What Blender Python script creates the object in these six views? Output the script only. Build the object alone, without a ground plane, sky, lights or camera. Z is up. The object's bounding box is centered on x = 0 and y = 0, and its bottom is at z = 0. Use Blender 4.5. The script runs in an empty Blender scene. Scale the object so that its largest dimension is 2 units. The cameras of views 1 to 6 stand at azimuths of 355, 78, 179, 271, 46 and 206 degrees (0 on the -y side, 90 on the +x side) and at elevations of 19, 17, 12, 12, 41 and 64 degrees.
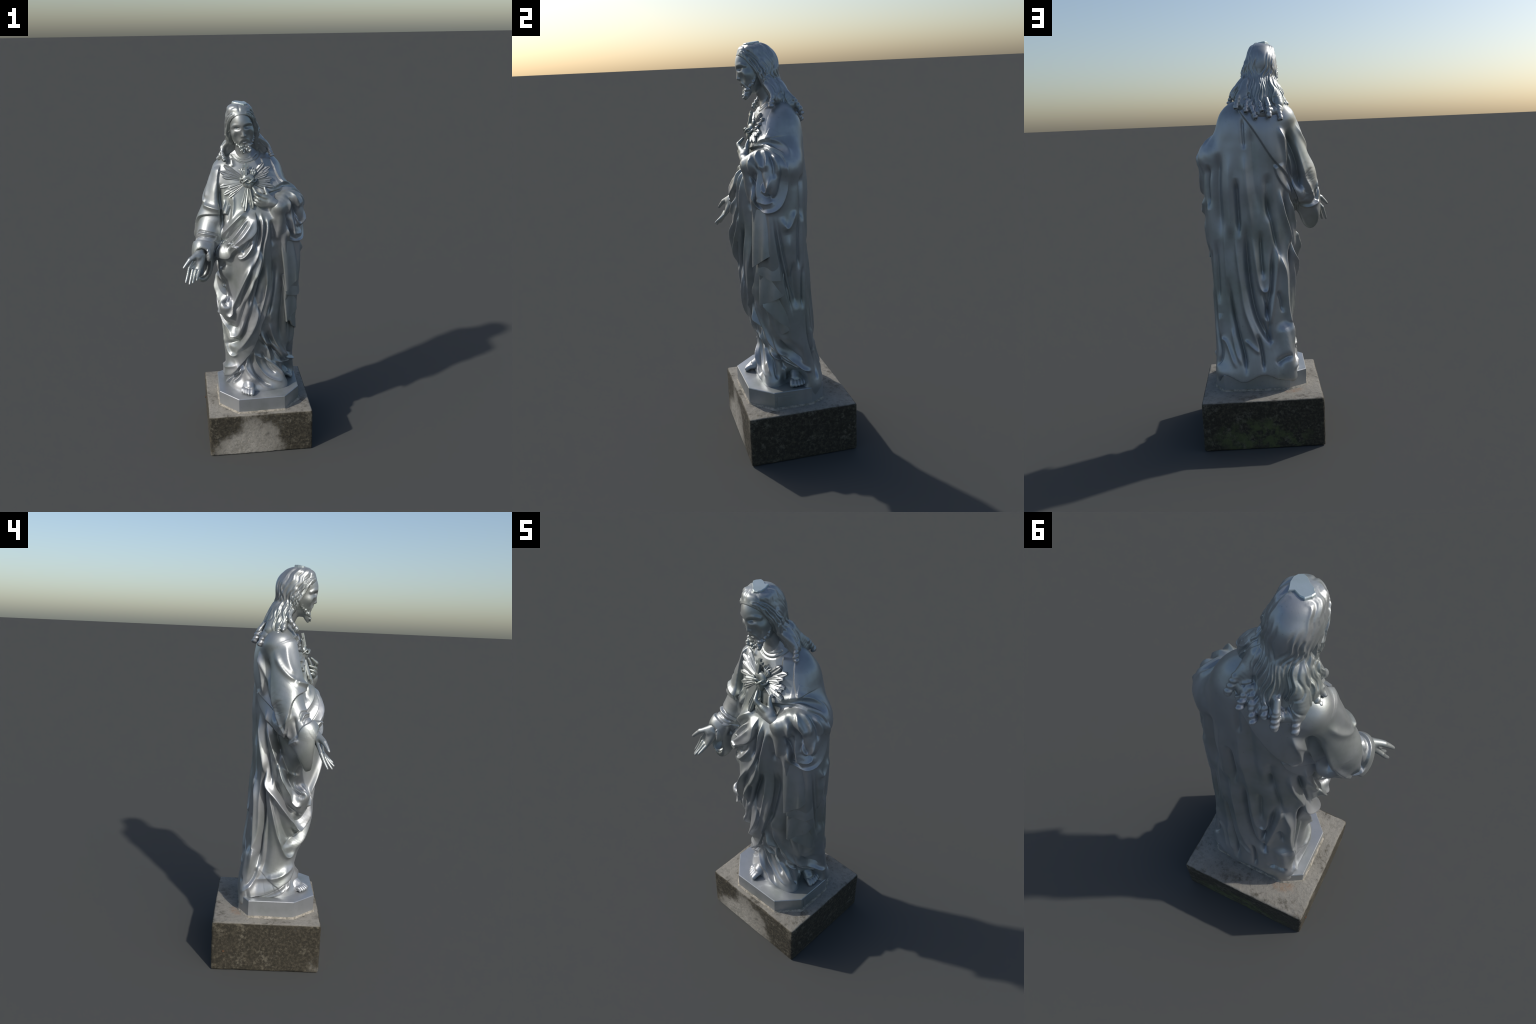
# Painted metal statue of a robed, bearded man with a radiant heart on his chest,
# on an eight-sided plinth and a weathered concrete block.
# Bodies are modelled as smooth blended solids (sampled, meshed with surface nets) and then
# tooled with "folds": ridges, grooves and hem steps that follow curves laid on the surface.
import bpy, math, random
import numpy as np
from mathutils import Vector, noise
from mathutils.bvhtree import BVHTree

random.seed(7)
V3 = lambda *a: np.array(a, dtype=np.float64)


# ---------------------------------------------------------------- solids
def smin(a, b, k):
    if k <= 0:
        return np.minimum(a, b)
    h = np.clip(0.5 + 0.5 * (b - a) / k, 0, 1)
    return b * (1 - h) + a * h - k * h * (1 - h)


def spline(points, n):
    """Catmull-Rom curve through the points, n samples."""
    P = np.array(points, dtype=np.float64)
    if len(P) < 3:
        t = np.linspace(0, 1, n)[:, None]
        return P[0] * (1 - t) + P[-1] * t
    Q = np.vstack([2 * P[0] - P[1], P, 2 * P[-1] - P[-2]])
    t = np.linspace(0, len(P) - 1, n)
    i = np.minimum(t.astype(int), len(P) - 2)
    f = (t - i)[:, None]
    a, b, c, d = Q[i], Q[i + 1], Q[i + 2], Q[i + 3]
    return 0.5 * (2 * b + (c - a) * f + (2 * a - 5 * b + 4 * c - d) * f ** 2 + (3 * b - 3 * c + d - a) * f ** 3)


class Solid:
    """Signed distance field on a box; parts are blended in or carved out."""

    def __init__(self, low, high, h):
        self.low, self.h = np.array(low, float), h
        self.n = np.ceil((np.array(high) - self.low) / h).astype(int) + 1
        self.D = np.full(self.n, 0.05, np.float32)

    def box(self, low, high):
        i0 = np.clip(np.floor((np.array(low) - self.low) / self.h).astype(int), 0, self.n - 1)
        i1 = np.clip(np.ceil((np.array(high) - self.low) / self.h).astype(int) + 1, 1, self.n)
        s = tuple(slice(a, b) for a, b in zip(i0, i1))
        ax = [(self.low[k] + self.h * np.arange(i0[k], i1[k])).astype(np.float32) for k in range(3)]
        return s, ax[0][:, None, None], ax[1][None, :, None], ax[2][None, None, :]

    def put(self, f, low, high, k=0.01, carve=False):
        s, X, Y, Z = self.box(low, high)
        if 0 in self.D[s].shape:
            return
        d = f(X, Y, Z)
        self.D[s] = -smin(-self.D[s], d, k) if carve else smin(self.D[s], d, k)

    def ball(self, c, r, k=0.01, carve=False, axes=None):
        """Ellipsoid; axes = three rows of an orthonormal frame."""
        c, r = np.array(c, float), np.array(r, float) * np.ones(3)
        A = np.eye(3) if axes is None else np.array(axes)
        m = r.max() + k * 2 + 3 * self.h

        def f(X, Y, Z):
            x, y, z = X - c[0], Y - c[1], Z - c[2]
            q = [(A[i, 0] * x + A[i, 1] * y + A[i, 2] * z) / r[i] for i in range(3)]
            l0 = np.sqrt(q[0] ** 2 + q[1] ** 2 + q[2] ** 2) + 1e-9
            l1 = np.sqrt((q[0] / r[0]) ** 2 + (q[1] / r[1]) ** 2 + (q[2] / r[2]) ** 2) + 1e-9
            return l0 * (l0 - 1) / l1
        self.put(f, c - m, c + m, k, carve)

    def cone(self, a, b, ra, rb, k=0.01, carve=False):
        a, b = np.array(a, float), np.array(b, float)
        m = max(ra, rb) + k * 2 + 3 * self.h
        d = b - a
        L = max(d @ d, 1e-12)

        def f(X, Y, Z):
            t = np.clip(((X - a[0]) * d[0] + (Y - a[1]) * d[1] + (Z - a[2]) * d[2]) / L, 0, 1)
            q = (X - a[0] - t * d[0]) ** 2 + (Y - a[1] - t * d[1]) ** 2 + (Z - a[2] - t * d[2]) ** 2
            return np.sqrt(q) - (ra + (rb - ra) * t)
        self.put(f, np.minimum(a, b) - m, np.maximum(a, b) + m, k, carve)

    def chain(self, pts, k=0.01, carve=False, n=None):
        """Tube through (x, y, z, radius) points, blended in as a whole."""
        self.tube(spline(pts, n or (len(pts) - 1) * 4 + 1), k, carve)

    def tube(self, P, k=0.01, carve=False):
        P = np.array(P, float)
        m = P[:, 3].max() + k * 2 + 3 * self.h
        s, X, Y, Z = self.box(P[:, :3].min(0) - m, P[:, :3].max(0) + m)
        if 0 in self.D[s].shape:
            return
        d = np.full(self.D[s].shape, 0.5, np.float32)
        for p, q in zip(P[:-1], P[1:]):
            lo, hi = np.minimum(p, q)[:3] - m, np.maximum(p, q)[:3] + m
            i = [np.nonzero((A.ravel() >= lo[j]) & (A.ravel() <= hi[j]))[0] for j, A in enumerate((X, Y, Z))]
            if not all(len(j) for j in i):
                continue
            t = tuple(slice(j[0], j[-1] + 1) for j in i)
            x, y, z = X[t[0]] - p[0], Y[:, t[1]] - p[1], Z[:, :, t[2]] - p[2]
            e = q - p
            u = np.clip((x * e[0] + y * e[1] + z * e[2]) / max(e[:3] @ e[:3], 1e-12), 0, 1)
            r = np.sqrt((x - u * e[0]) ** 2 + (y - u * e[1]) ** 2 + (z - u * e[2]) ** 2) - (p[3] + e[3] * u)
            d[t] = np.minimum(d[t], r)
        self.D[s] = -smin(-self.D[s], d, k) if carve else smin(self.D[s], d, k)

    def mesh(self):
        """Surface nets: one vertex per mixed cell, one quad per crossing edge."""
        D = self.D
        n = np.array(D.shape)
        inside = D < 0
        corners = [(i, j, k) for i in (0, 1) for j in (0, 1) for k in (0, 1)]
        cnt = sum(inside[i:n[0] - 1 + i, j:n[1] - 1 + j, k:n[2] - 1 + k].astype(np.int8) for i, j, k in corners)
        cells = np.argwhere((cnt > 0) & (cnt < 8))
        ids = np.full(n - 1, -1, np.int64)
        ids[tuple(cells.T)] = np.arange(len(cells))
        acc, w = np.zeros((len(cells), 3)), np.zeros(len(cells))
        for a in range(3):
            for c in corners:
                if c[a]:
                    continue
                p, q = cells + c, cells + c
                q[:, a] += 1
                dp, dq = D[tuple(p.T)], D[tuple(q.T)]
                hit = (dp < 0) != (dq < 0)
                t = np.where(hit, dp / np.where(hit, dp - dq, 1), 0)
                pos = p.astype(float)
                pos[:, a] += t
                acc[hit] += pos[hit]
                w[hit] += 1
        verts = self.low + self.h * acc / w[:, None]
        quads = []
        for a in range(3):
            b, c = (a + 1) % 3, (a + 2) % 3
            s0, s1 = [slice(None)] * 3, [slice(None)] * 3
            s0[a], s1[a] = slice(0, -1), slice(1, None)
            x = inside[tuple(s0)] != inside[tuple(s1)]
            e = np.argwhere(x)
            e = e[(e[:, b] > 0) & (e[:, c] > 0) & (e[:, b] < n[b] - 1) & (e[:, c] < n[c] - 1)]
            flip = inside[tuple(e.T)]
            q = []
            for db, dc in ((0, 0), (-1, 0), (-1, -1), (0, -1)):
                m = e.copy()
                m[:, b] += db
                m[:, c] += dc
                q.append(ids[tuple(m.T)])
            q = np.stack(q, 1)
            q[~flip] = q[~flip][:, ::-1]
            quads.append(q)
        return verts, np.vstack(quads)


# ---------------------------------------------------------------- meshes
def make_mesh(name, verts, quads):
    me = bpy.data.meshes.new(name)
    me.vertices.add(len(verts))
    me.vertices.foreach_set("co", np.asarray(verts, np.float32).ravel())
    m, w = quads.shape
    me.loops.add(m * w)
    me.loops.foreach_set("vertex_index", np.asarray(quads, np.int32).ravel())
    me.polygons.add(m)
    me.polygons.foreach_set("loop_start", np.arange(0, m * w, w, dtype=np.int32))
    me.update(calc_edges=True)
    me.polygons.foreach_set("use_smooth", np.ones(m, bool))
    return me


def vertex_normals(V, Q):
    a, b = V[Q[:, 2]] - V[Q[:, 0]], V[Q[:, 3]] - V[Q[:, 1]]
    fn = np.cross(a, b)
    N = np.zeros_like(V)
    for k in range(4):
        for ax in range(3):
            N[:, ax] += np.bincount(Q[:, k], fn[:, ax], len(V))
    return N / (np.linalg.norm(N, axis=1, keepdims=True) + 1e-15)


def relax(V, Q, times=1, amount=0.5, weight=None):
    for _ in range(times):
        S, c = np.zeros_like(V), np.zeros(len(V))
        for k in range(4):
            i, j = Q[:, k], Q[:, (k + 1) % 4]
            for ax in range(3):
                S[:, ax] += np.bincount(i, V[j, ax], len(V)) + np.bincount(j, V[i, ax], len(V))
            c += np.bincount(i, minlength=len(V)) + np.bincount(j, minlength=len(V))
        d = amount * (S / c[:, None] - V)
        V = V + (d if weight is None else d * weight[:, None])
    return V


def refine(V, Q):
    """One Catmull-Clark subdivision."""
    me = make_mesh("tmp", V, Q)
    ob = bpy.data.objects.new("tmp", me)
    bpy.context.collection.objects.link(ob)
    mod = ob.modifiers.new("s", "SUBSURF")
    mod.levels = mod.render_levels = 1
    ev = ob.evaluated_get(bpy.context.evaluated_depsgraph_get())
    m2 = ev.to_mesh()
    v = np.empty(len(m2.vertices) * 3, np.float32)
    m2.vertices.foreach_get("co", v)
    q = np.empty(len(m2.loops), np.int32)
    m2.loops.foreach_get("vertex_index", q)
    ev.to_mesh_clear()
    bpy.data.objects.remove(ob)
    bpy.data.meshes.remove(me)
    return v.reshape(-1, 3).astype(float), q.reshape(-1, 4)


# ---------------------------------------------------------------- folds
# A fold lies on the surface as seen from an azimuth (0 front, 90 the figure's left, 180 back,
# 270 the figure's right): points are (s, z), s running to the right of that view.
def look_frame(az):
    a = math.radians(az)
    out = V3(math.sin(a), -math.cos(a), 0)         # towards the viewer
    return out, V3(math.cos(a), math.sin(a), 0)    # right of the view


class Folder:
    def __init__(self, V, Q):
        self.V, self.Q = V, Q
        self.refresh()

    def refresh(self):
        self.N = vertex_normals(self.V, self.Q)
        self.tree = None
        self.shift = np.zeros(len(self.V))

    @property
    def bvh(self):
        if self.tree is None:
            self.tree = BVHTree.FromPolygons(self.V.tolist(), self.Q.tolist())
        return self.tree

    def lay(self, az, pts, n, deep=False):
        out, right = look_frame(az)
        C = spline(pts, n)
        P, M = [], []
        for s, z in C[:, :2]:
            o = right * s + out * 1.0 + V3(0, 0, z)
            hit, nor, _, _ = self.bvh.ray_cast(Vector(o), Vector(-out))
            if hit is not None:
                P.append(hit)
                M.append(nor)
        P, M = np.array(P), np.array(M)
        if len(P) > 4:                      # even out the depth where the surface is seen at a slant
            for _ in range(3):
                P[1:-1] = (P[:-2] + 2 * P[1:-1] + P[2:]) / 4
            for i, p in enumerate(P):
                q, m, _, _ = self.bvh.find_nearest(Vector(p))
                P[i], M[i] = q, m
            M[1:-1] = (M[:-2] + M[1:-1] + M[2:]) / 3
        return P, M

    def fold(self, kind, az, pts, w, h, ends=(0.25, 0.25), sharp=1.6, side=1, edge=0.004, n=None):
        """kind: ridge / groove (symmetric), step (hem: sharp on one side, fading over w on the other)."""
        length = sum(math.dist(a, b) for a, b in zip(pts[:-1], pts[1:]))
        n = n or max(8, int(length / 0.012))
        P, M = self.lay(az, pts, n)
        if len(P) > 2:
            self.fold3(kind, P, M, w, h, ends, sharp, side, edge)

    def fold3(self, kind, P, M, w, h, ends=(0.25, 0.25), sharp=1.6, side=1, edge=0.004):
        reach = (w * 2.2 if kind != "step" else w * 2.5)
        V, N = self.V, self.N
        lo, hi = P.min(0) - reach, P.max(0) + reach
        idx = np.nonzero(((V > lo) & (V < hi)).all(1))[0]
        if not len(idx):
            return
        S, NN = V[idx], N[idx]
        best = np.full(len(idx), 9.0)
        tt, ss = np.zeros(len(idx)), np.zeros(len(idx))
        mm = np.zeros((len(idx), 3))
        beyond = np.zeros(len(idx))
        T = np.gradient(P, axis=0)
        T /= np.linalg.norm(T, axis=1, keepdims=True) + 1e-12
        for i in range(len(P) - 1):
            a, d = P[i], P[i + 1] - P[i]
            L = d @ d
            if L < 1e-12:
                continue
            near = np.nonzero((np.abs(S - (a + d / 2)) < reach + abs(d).max()).all(1))[0]
            if not len(near):
                continue
            r = S[near] - a
            t = np.clip(r @ d / L, 0, 1)
            off = r - t[:, None] * d
            q = np.linalg.norm(off, axis=1)
            up = q < best[near]
            u = near[up]
            best[u] = q[up]
            tt[u] = (i + t[up]) / (len(P) - 1)
            m = (M[i] + M[i + 1]) / 2
            tang = T[i] + (T[i + 1] - T[i]) * t[up][:, None]
            ss[u] = (off[up] * np.cross(tang, m)).sum(1)
            beyond[u] = np.abs((off[up] * tang).sum(1)) if i in (0, len(P) - 2) else 0
            mm[u] = m
        taper = np.ones(len(idx))
        for e, x in ((ends[0], tt), (ends[1], 1 - tt)):
            if e > 0:
                c = np.clip(x / e, 0, 1)
                taper *= c * c * (3 - 2 * c)
        facing = np.clip((NN * mm).sum(1) * 2.0, 0, 1)
        if kind == "step":
            s = ss * side
            q = np.abs(best)
            rise = np.clip((s + edge) / edge, 0, 1)
            rise = rise * rise * (3 - 2 * rise)
            v = h * rise * np.exp(-(np.maximum(s, 0) / w) ** 2) * (q < reach)
            v *= np.clip(1 - beyond / 0.008, 0, 1)
        else:
            v = h * np.exp(-(np.abs(best) / w) ** sharp)
        self.shift[idx] += v * taper * facing

    def strand(self, kind, pts, w, h, ends=(0.3, 0.3), sharp=2.0):
        """Fold along 3D points, dropped onto the nearest surface."""
        P, M = [], []
        for p in pts:
            q, n, _, _ = self.bvh.find_nearest(Vector(p))
            P.append(q)
            M.append(n)
        self.fold3(kind, np.array(P), np.array(M), w, h, ends, sharp)

    def bump(self, c, r, h):
        """Broad swelling (or dent) around a point."""
        d = np.linalg.norm((self.V - np.array(c)) / (np.array(r) * np.ones(3)), axis=1)
        self.shift += h * np.exp(-d * d)

    def apply(self, most=0.05):
        self.V = self.V + self.N * np.clip(self.shift, -most, most)[:, None]
        self.refresh()


# ---------------------------------------------------------------- clothed body
# height: centre x, centre y, reach to the figure's right (-x), left (+x), front (-y), back (+y), squareness, squareness front left
SECTIONS = [
    (0.285, 0.07, 0.02, 0.195, 0.205, 0.150, 0.146, 3.0, 2.2),
    (0.345, 0.07, 0.02, 0.200, 0.208, 0.186, 0.142, 3.0, 2.2),
    (0.420, 0.07, 0.01, 0.195, 0.203, 0.142, 0.142, 2.5, 1.9),
    (0.500, 0.06, 0.00, 0.188, 0.215, 0.125, 0.138, 2.2, 1.7),
    (0.600, 0.05, -0.01, 0.182, 0.222, 0.128, 0.141, 2.2, 1.8),
    (0.700, 0.05, -0.02, 0.190, 0.227, 0.132, 0.142, 2.2, 2.1),
    (0.800, 0.05, -0.03, 0.200, 0.230, 0.138, 0.144, 2.2, 2.5),
    (0.900, 0.05, -0.04, 0.210, 0.234, 0.137, 0.150, 2.2, 2.8),
    (1.000, 0.05, -0.05, 0.214, 0.240, 0.134, 0.154, 2.2, 3.0),
    (1.100, 0.05, -0.05, 0.212, 0.248, 0.138, 0.156, 2.2, 3.0),
    (1.200, 0.05, -0.05, 0.205, 0.250, 0.148, 0.156, 2.2, 2.6),
    (1.300, 0.05, -0.04, 0.198, 0.243, 0.165, 0.152, 2.2, 2.3),
    (1.380, 0.045, -0.03, 0.188, 0.236, 0.168, 0.140, 2.3, 2.3),
    (1.450, 0.04, -0.01, 0.183, 0.205, 0.150, 0.120, 2.5, 2.5),
    (1.520, 0.03, 0.00, 0.175, 0.187, 0.136, 0.110, 2.6, 2.6),
    (1.580, 0.02, 0.00, 0.172, 0.190, 0.121, 0.108, 2.6, 2.6),
    (1.630, 0.01, 0.01, 0.180, 0.190, 0.112, 0.088, 2.4, 2.4),
    (1.670, 0.01, 0.01, 0.165, 0.170, 0.094, 0.074, 2.2, 2.2),
    (1.700, 0.01, 0.01, 0.130, 0.142, 0.080, 0.064, 2.1, 2.1),
    (1.730, 0.00, 0.00, 0.085, 0.095, 0.052, 0.065, 2.0, 2.0),
    (1.770, 0.00, -0.01, 0.040, 0.040, 0.030, 0.035, 2.0, 2.0),
]


def section_curves(z):
    T = np.array(SECTIONS)
    zz = T[:, 0]
    i = np.clip(np.searchsorted(zz, z) - 1, 0, len(zz) - 2)
    # monotone-ish cubic through the rows
    slope = np.gradient(T[:, 1:], zz, axis=0)
    dz = (zz[i + 1] - zz[i])[:, None]
    f = np.clip((z - zz[i])[:, None] / dz, 0, 1)
    p0, p1, m0, m1 = T[i, 1:], T[i + 1, 1:], slope[i] * dz, slope[i + 1] * dz
    return (2 * f ** 3 - 3 * f ** 2 + 1) * p0 + (f ** 3 - 2 * f ** 2 + f) * m0 + (3 * f ** 2 - 2 * f ** 3) * p1 + (f ** 3 - f ** 2) * m1


def robe_core(X, Y, Z):
    c = section_curves(Z.ravel().astype(float)).astype(np.float32)
    cx, cy, xl, xr, yf, yb, n, nfl = [c[:, k][None, None, :] for k in range(8)]
    x, y = X - cx, Y - cy
    n = np.where((x > 0) & (y < 0), nfl, n)
    soft = np.clip((1.50 - Z) / 0.25, 0, 1) * np.clip((Z - 0.36) / 0.2, 0, 1)
    n = np.where((x > 0) & (y > 0), n - soft * np.maximum(n - 2.0, 0), n)
    r = np.sqrt(x * x + y * y) + 1e-6
    ux, uy = np.abs(x) / r, np.abs(y) / r
    ux, uy = np.maximum(ux, 1e-3), np.maximum(uy, 1e-3)
    R = ((ux / np.where(x < 0, xl, xr)) ** n + (uy / np.where(y < 0, yf, yb)) ** n) ** (-1 / n)
    d = (r - R) * 0.85
    zc = Z + 0 * d
    hem = SECTIONS[0][0] + 0.040 * np.clip((Y - 0.09) / 0.03, 0, 1) * (1 + 0.45 * np.sin(31 * X + 0.6))   # ragged rear hem
    return np.maximum(d, np.maximum(hem - zc, zc - SECTIONS[-1][0]))


body = Solid((-0.36, -0.30, 0.27), (0.38, 0.25, 1.79), 0.005)
body.put(robe_core, body.low, body.low + body.n * body.h, 0.0)
# right leg and lap under the swags of the mantle
body.chain([(-0.005, -0.155, 1.30, 0.060), (-0.002, -0.166, 1.18, 0.066), (-0.008, -0.166, 1.02, 0.066), (-0.026, -0.146, 0.82, 0.060), (-0.018, -0.102, 0.64, 0.044)], 0.04)
body.chain([(-0.128, -0.148, 0.895, 0.042), (-0.110, -0.132, 0.82, 0.036)], 0.03)
body.chain([(-0.108, -0.115, 1.20, 0.048), (-0.115, -0.122, 1.10, 0.046)], 0.03)
body.chain([(0.000, -0.085, 0.50, 0.034), (0.008, -0.122, 0.415, 0.038)], 0.03)
# cloak falling down the left side and trailing at the back corners
body.chain([(0.222, 0.020, 1.46, 0.040), (0.240, 0.020, 1.34, 0.042), (0.243, 0.020, 1.18, 0.040), (0.236, 0.030, 0.80, 0.038), (0.236, 0.055, 0.45, 0.038), (0.240, 0.085, 0.35, 0.038)], 0.03)
body.chain([(-0.080, 0.090, 0.55, 0.036), (-0.098, 0.108, 0.40, 0.038), (-0.106, 0.112, 0.32, 0.036)], 0.03)
# hollow between the crossing mantle and the cascade, and the drawn-back hem over the left foot
body.chain([(0.150, -0.215, 1.36, 0.030), (0.158, -0.205, 1.22, 0.048), (0.160, -0.205, 1.05, 0.050), (0.165, -0.205, 0.88, 0.036)], 0.025, carve=True)
# bed for the zigzag falls that hang from the forearm
body.chain([(0.262, -0.174, 1.27, 0.052), (0.270, -0.178, 1.15, 0.060), (0.280, -0.184, 1.00, 0.060), (0.278, -0.152, 0.85, 0.067), (0.284, -0.112, 0.71, 0.064), (0.284, -0.088, 0.64, 0.046)], 0.015, carve=True)
body.ball((0.290, -0.060, 0.440), (0.100, 0.095, 0.150), 0.04, carve=True)
body.ball((0.275, -0.022, 0.378), (0.098, 0.068, 0.058), 0.02, carve=True)
body.chain([(0.120, -0.075, 0.47, 0.040), (0.165, -0.105, 0.405, 0.034), (0.188, -0.108, 0.365, 0.026)], 0.04)
# right arm: mantle over the shoulder, tunic sleeve with a wide hanging cuff
body.chain([(-0.105, -0.005, 1.622, 0.066), (-0.140, -0.028, 1.51, 0.074), (-0.185, -0.05, 1.38, 0.070), (-0.220, -0.11, 1.265, 0.062), (-0.243, -0.155, 1.215, 0.050)], 0.03)
body.chain([(-0.185, -0.045, 1.28, 0.052), (-0.205, -0.085, 1.20, 0.043), (-0.228, -0.125, 1.130, 0.038), (-0.243, -0.150, 1.090, 0.032)], 0.03)
body.ball((-0.248, -0.150, 1.165), (0.057, 0.070, 0.122), 0.015)
cuff_box = ((-0.34, -0.30, 1.02), (-0.175, -0.13, 1.32))
body.put(lambda X, Y, Z: Y + 0.192 - 0.10 * (1.20 - Z) + 0 * X, *cuff_box, 0.004, carve=True)
body.ball((-0.250, -0.192, 1.160), (0.044, 0.066, 0.090), 0.006, carve=True)
body.put(lambda X, Y, Z: -((Y + 0.14) * 0.87 - (Z - 1.06) * 0.49) + 0 * X, (-0.34, -0.22, 1.02), (-0.185, 0.02, 1.21), 0.006, carve=True)
# left arm: bent across the belly under the mantle, with a deep hanging sleeve
body.chain([(0.125, 0.02, 1.62, 0.062), (0.165, 0.01, 1.54, 0.062), (0.245, -0.02, 1.442, 0.068), (0.218, -0.105, 1.474, 0.060), (0.165, -0.170, 1.456, 0.042)], 0.03)
body.ball((0.260, -0.080, 1.375), (0.060, 0.068, 0.125), 0.03)
body.chain([(0.170, -0.166, 1.44, 0.036), (0.166, -0.163, 1.36, 0.034), (0.155, -0.158, 1.30, 0.026)], 0.015)
body.chain([(0.148, -0.205, 1.405, 0.010), (0.148, -0.200, 1.35, 0.014), (0.146, -0.193, 1.305, 0.010)], 0.006, carve=True)
BV, BQ = body.mesh()
BV = relax(BV, BQ, 2)
coarse = BVHTree.FromPolygons(BV.tolist(), BQ.tolist())
BV, BQ = refine(BV, BQ)
robe = Folder(BV, BQ)
robe.tree = coarse


# ---------------------------------------------------------------- drapery
F = robe.fold
F("ridge", 0, [(-0.158, 1.256), (-0.11, 1.328), (-0.052, 1.398), (0.008, 1.446)], 0.0153, 0.0161)
F("groove", 345, [(-0.121, 1.228), (-0.063, 1.296), (0.003, 1.369), (0.052, 1.414)], 0.00828, -0.0182)
F("step", 0, [(-0.17, 1.182), (-0.135, 1.179), (-0.096, 1.187), (-0.032, 1.27), (0.044, 1.338), (0.039, 1.436)], 0.05, 0.022, side=-1, ends=(0.05, 0.1))
F("ridge", 330, [(0.091, 1.403), (0.051, 1.322), (-0.034, 1.229)], 0.00935, 0.0103)
F("ridge", 345, [(0.079, 1.39), (0.032, 1.313), (-0.055, 1.209)], 0.0102, 0.0115)
F("groove", 345, [(0.062, 1.402), (0.015, 1.324), (-0.075, 1.211)], 0.00736, -0.0104)
F("ridge", 345, [(-0.008, 1.201), (0.024, 1.19), (0.06, 1.231), (0.087, 1.29)], 0.0085, 0.0149)
F("groove", 345, [(0.018, 1.226), (0.045, 1.248), (0.076, 1.305)], 0.01104, -0.013)
F("ridge", 15, [(0.023, 1.435), (0.022, 1.364), (0.006, 1.259), (-0.03, 1.171), (-0.062, 1.079)], 0.0085, 0.0161)
F("groove", 15, [(0.004, 1.407), (0.0, 1.313), (-0.02, 1.23)], 0.00828, -0.0182)
F("ridge", 15, [(0.053, 1.416), (0.043, 1.323), (0.027, 1.25), (0.013, 1.14), (-0.003, 1.06)], 0.0085, 0.0138)
F("groove", 15, [(0.039, 1.411), (0.034, 1.344), (0.02, 1.278), (-0.007, 1.18)], 0.00828, -0.0156)
F("groove", 15, [(0.069, 1.398), (0.082, 1.316), (0.088, 1.228)], 0.01104, -0.0156)
F("groove", 60, [(-0.219, 1.279), (-0.218, 1.201)], 0.01288, -0.0156)
F("groove", 315, [(0.036, 1.157), (-0.012, 1.114)], 0.01104, -0.013)
F("step", 0, [(-0.131, 1.669), (-0.148, 1.587), (-0.154, 1.494), (-0.142, 1.401), (-0.145, 1.328)], 0.05, 0.014, side=1, ends=(0.1, 0.2))
F("groove", 345, [(-0.113, 1.582), (-0.11, 1.493), (-0.1, 1.401), (-0.101, 1.307)], 0.01104, -0.0234)
F("ridge", 330, [(-0.001, 1.521), (0.008, 1.459), (0.008, 1.386)], 0.00765, 0.0069)
F("ridge", 330, [(-0.044, 1.493), (-0.053, 1.427), (-0.052, 1.349)], 0.0085, 0.0092)
F("groove", 315, [(0.018, 1.501), (0.031, 1.42), (0.027, 1.362)], 0.01104, -0.0078)
F("ridge", 345, [(-0.056, 1.702), (-0.042, 1.656)], 0.0102, 0.0069)
F("groove", 0, [(-0.074, 1.725), (-0.048, 1.694), (-0.007, 1.678), (0.038, 1.684), (0.073, 1.708), (0.087, 1.731)], 0.00322, -0.00455, ends=(0.05, 0.05))
F("groove", 0, [(-0.061, 1.723), (-0.038, 1.702), (-0.003, 1.691), (0.04, 1.702), (0.065, 1.723)], 0.00276, -0.0039, ends=(0.05, 0.05))
F("groove", 30, [(0.084, 1.434), (0.115, 1.353), (0.131, 1.263)], 0.0092, -0.0208)
F("ridge", 30, [(0.123, 1.531), (0.156, 1.487), (0.185, 1.443)], 0.0085, 0.0115)
F("groove", 15, [(0.153, 1.523), (0.188, 1.478), (0.21, 1.408), (0.217, 1.32)], 0.01104, -0.0169)
F("ridge", 15, [(0.188, 1.468), (0.196, 1.389), (0.209, 1.298), (0.233, 1.257)], 0.00935, 0.0115)
F("ridge", 60, [(-0.053, 1.534), (-0.001, 1.566), (0.054, 1.567), (0.099, 1.546), (0.131, 1.516), (0.142, 1.48)], 0.0102, 0.0115)
F("ridge", 75, [(-0.11, 1.359), (-0.1, 1.286), (-0.067, 1.259), (-0.022, 1.257), (0.02, 1.287), (0.046, 1.353), (0.055, 1.43), (0.049, 1.477)], 0.0085, 0.0149, ends=(0.1, 0.1))
F("groove", 60, [(0.005, 1.495), (0.001, 1.419), (0.029, 1.348), (0.066, 1.31), (0.1, 1.341), (0.115, 1.416), (0.103, 1.484)], 0.02024, -0.0208)
F("ridge", 45, [(0.061, 1.519), (0.08, 1.475), (0.109, 1.434)], 0.0085, 0.0138)
F("ridge", 45, [(0.078, 1.532), (0.125, 1.496), (0.122, 1.437)], 0.0102, 0.0115)
F("ridge", 45, [(0.07, 1.424), (0.089, 1.373), (0.113, 1.339), (0.134, 1.366), (0.147, 1.425)], 0.0085, 0.0172)
F("ridge", 30, [(0.106, 1.513), (0.102, 1.444), (0.092, 1.359)], 0.0102, 0.0115)
F("step", 0, [(0.122, 1.218), (0.128, 1.068), (0.109, 0.906), (0.069, 0.784), (0.029, 0.665), (-0.027, 0.534), (-0.077, 0.448), (-0.134, 0.333)], 0.07, 0.024, side=1, ends=(0.3, 0.05))
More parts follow.
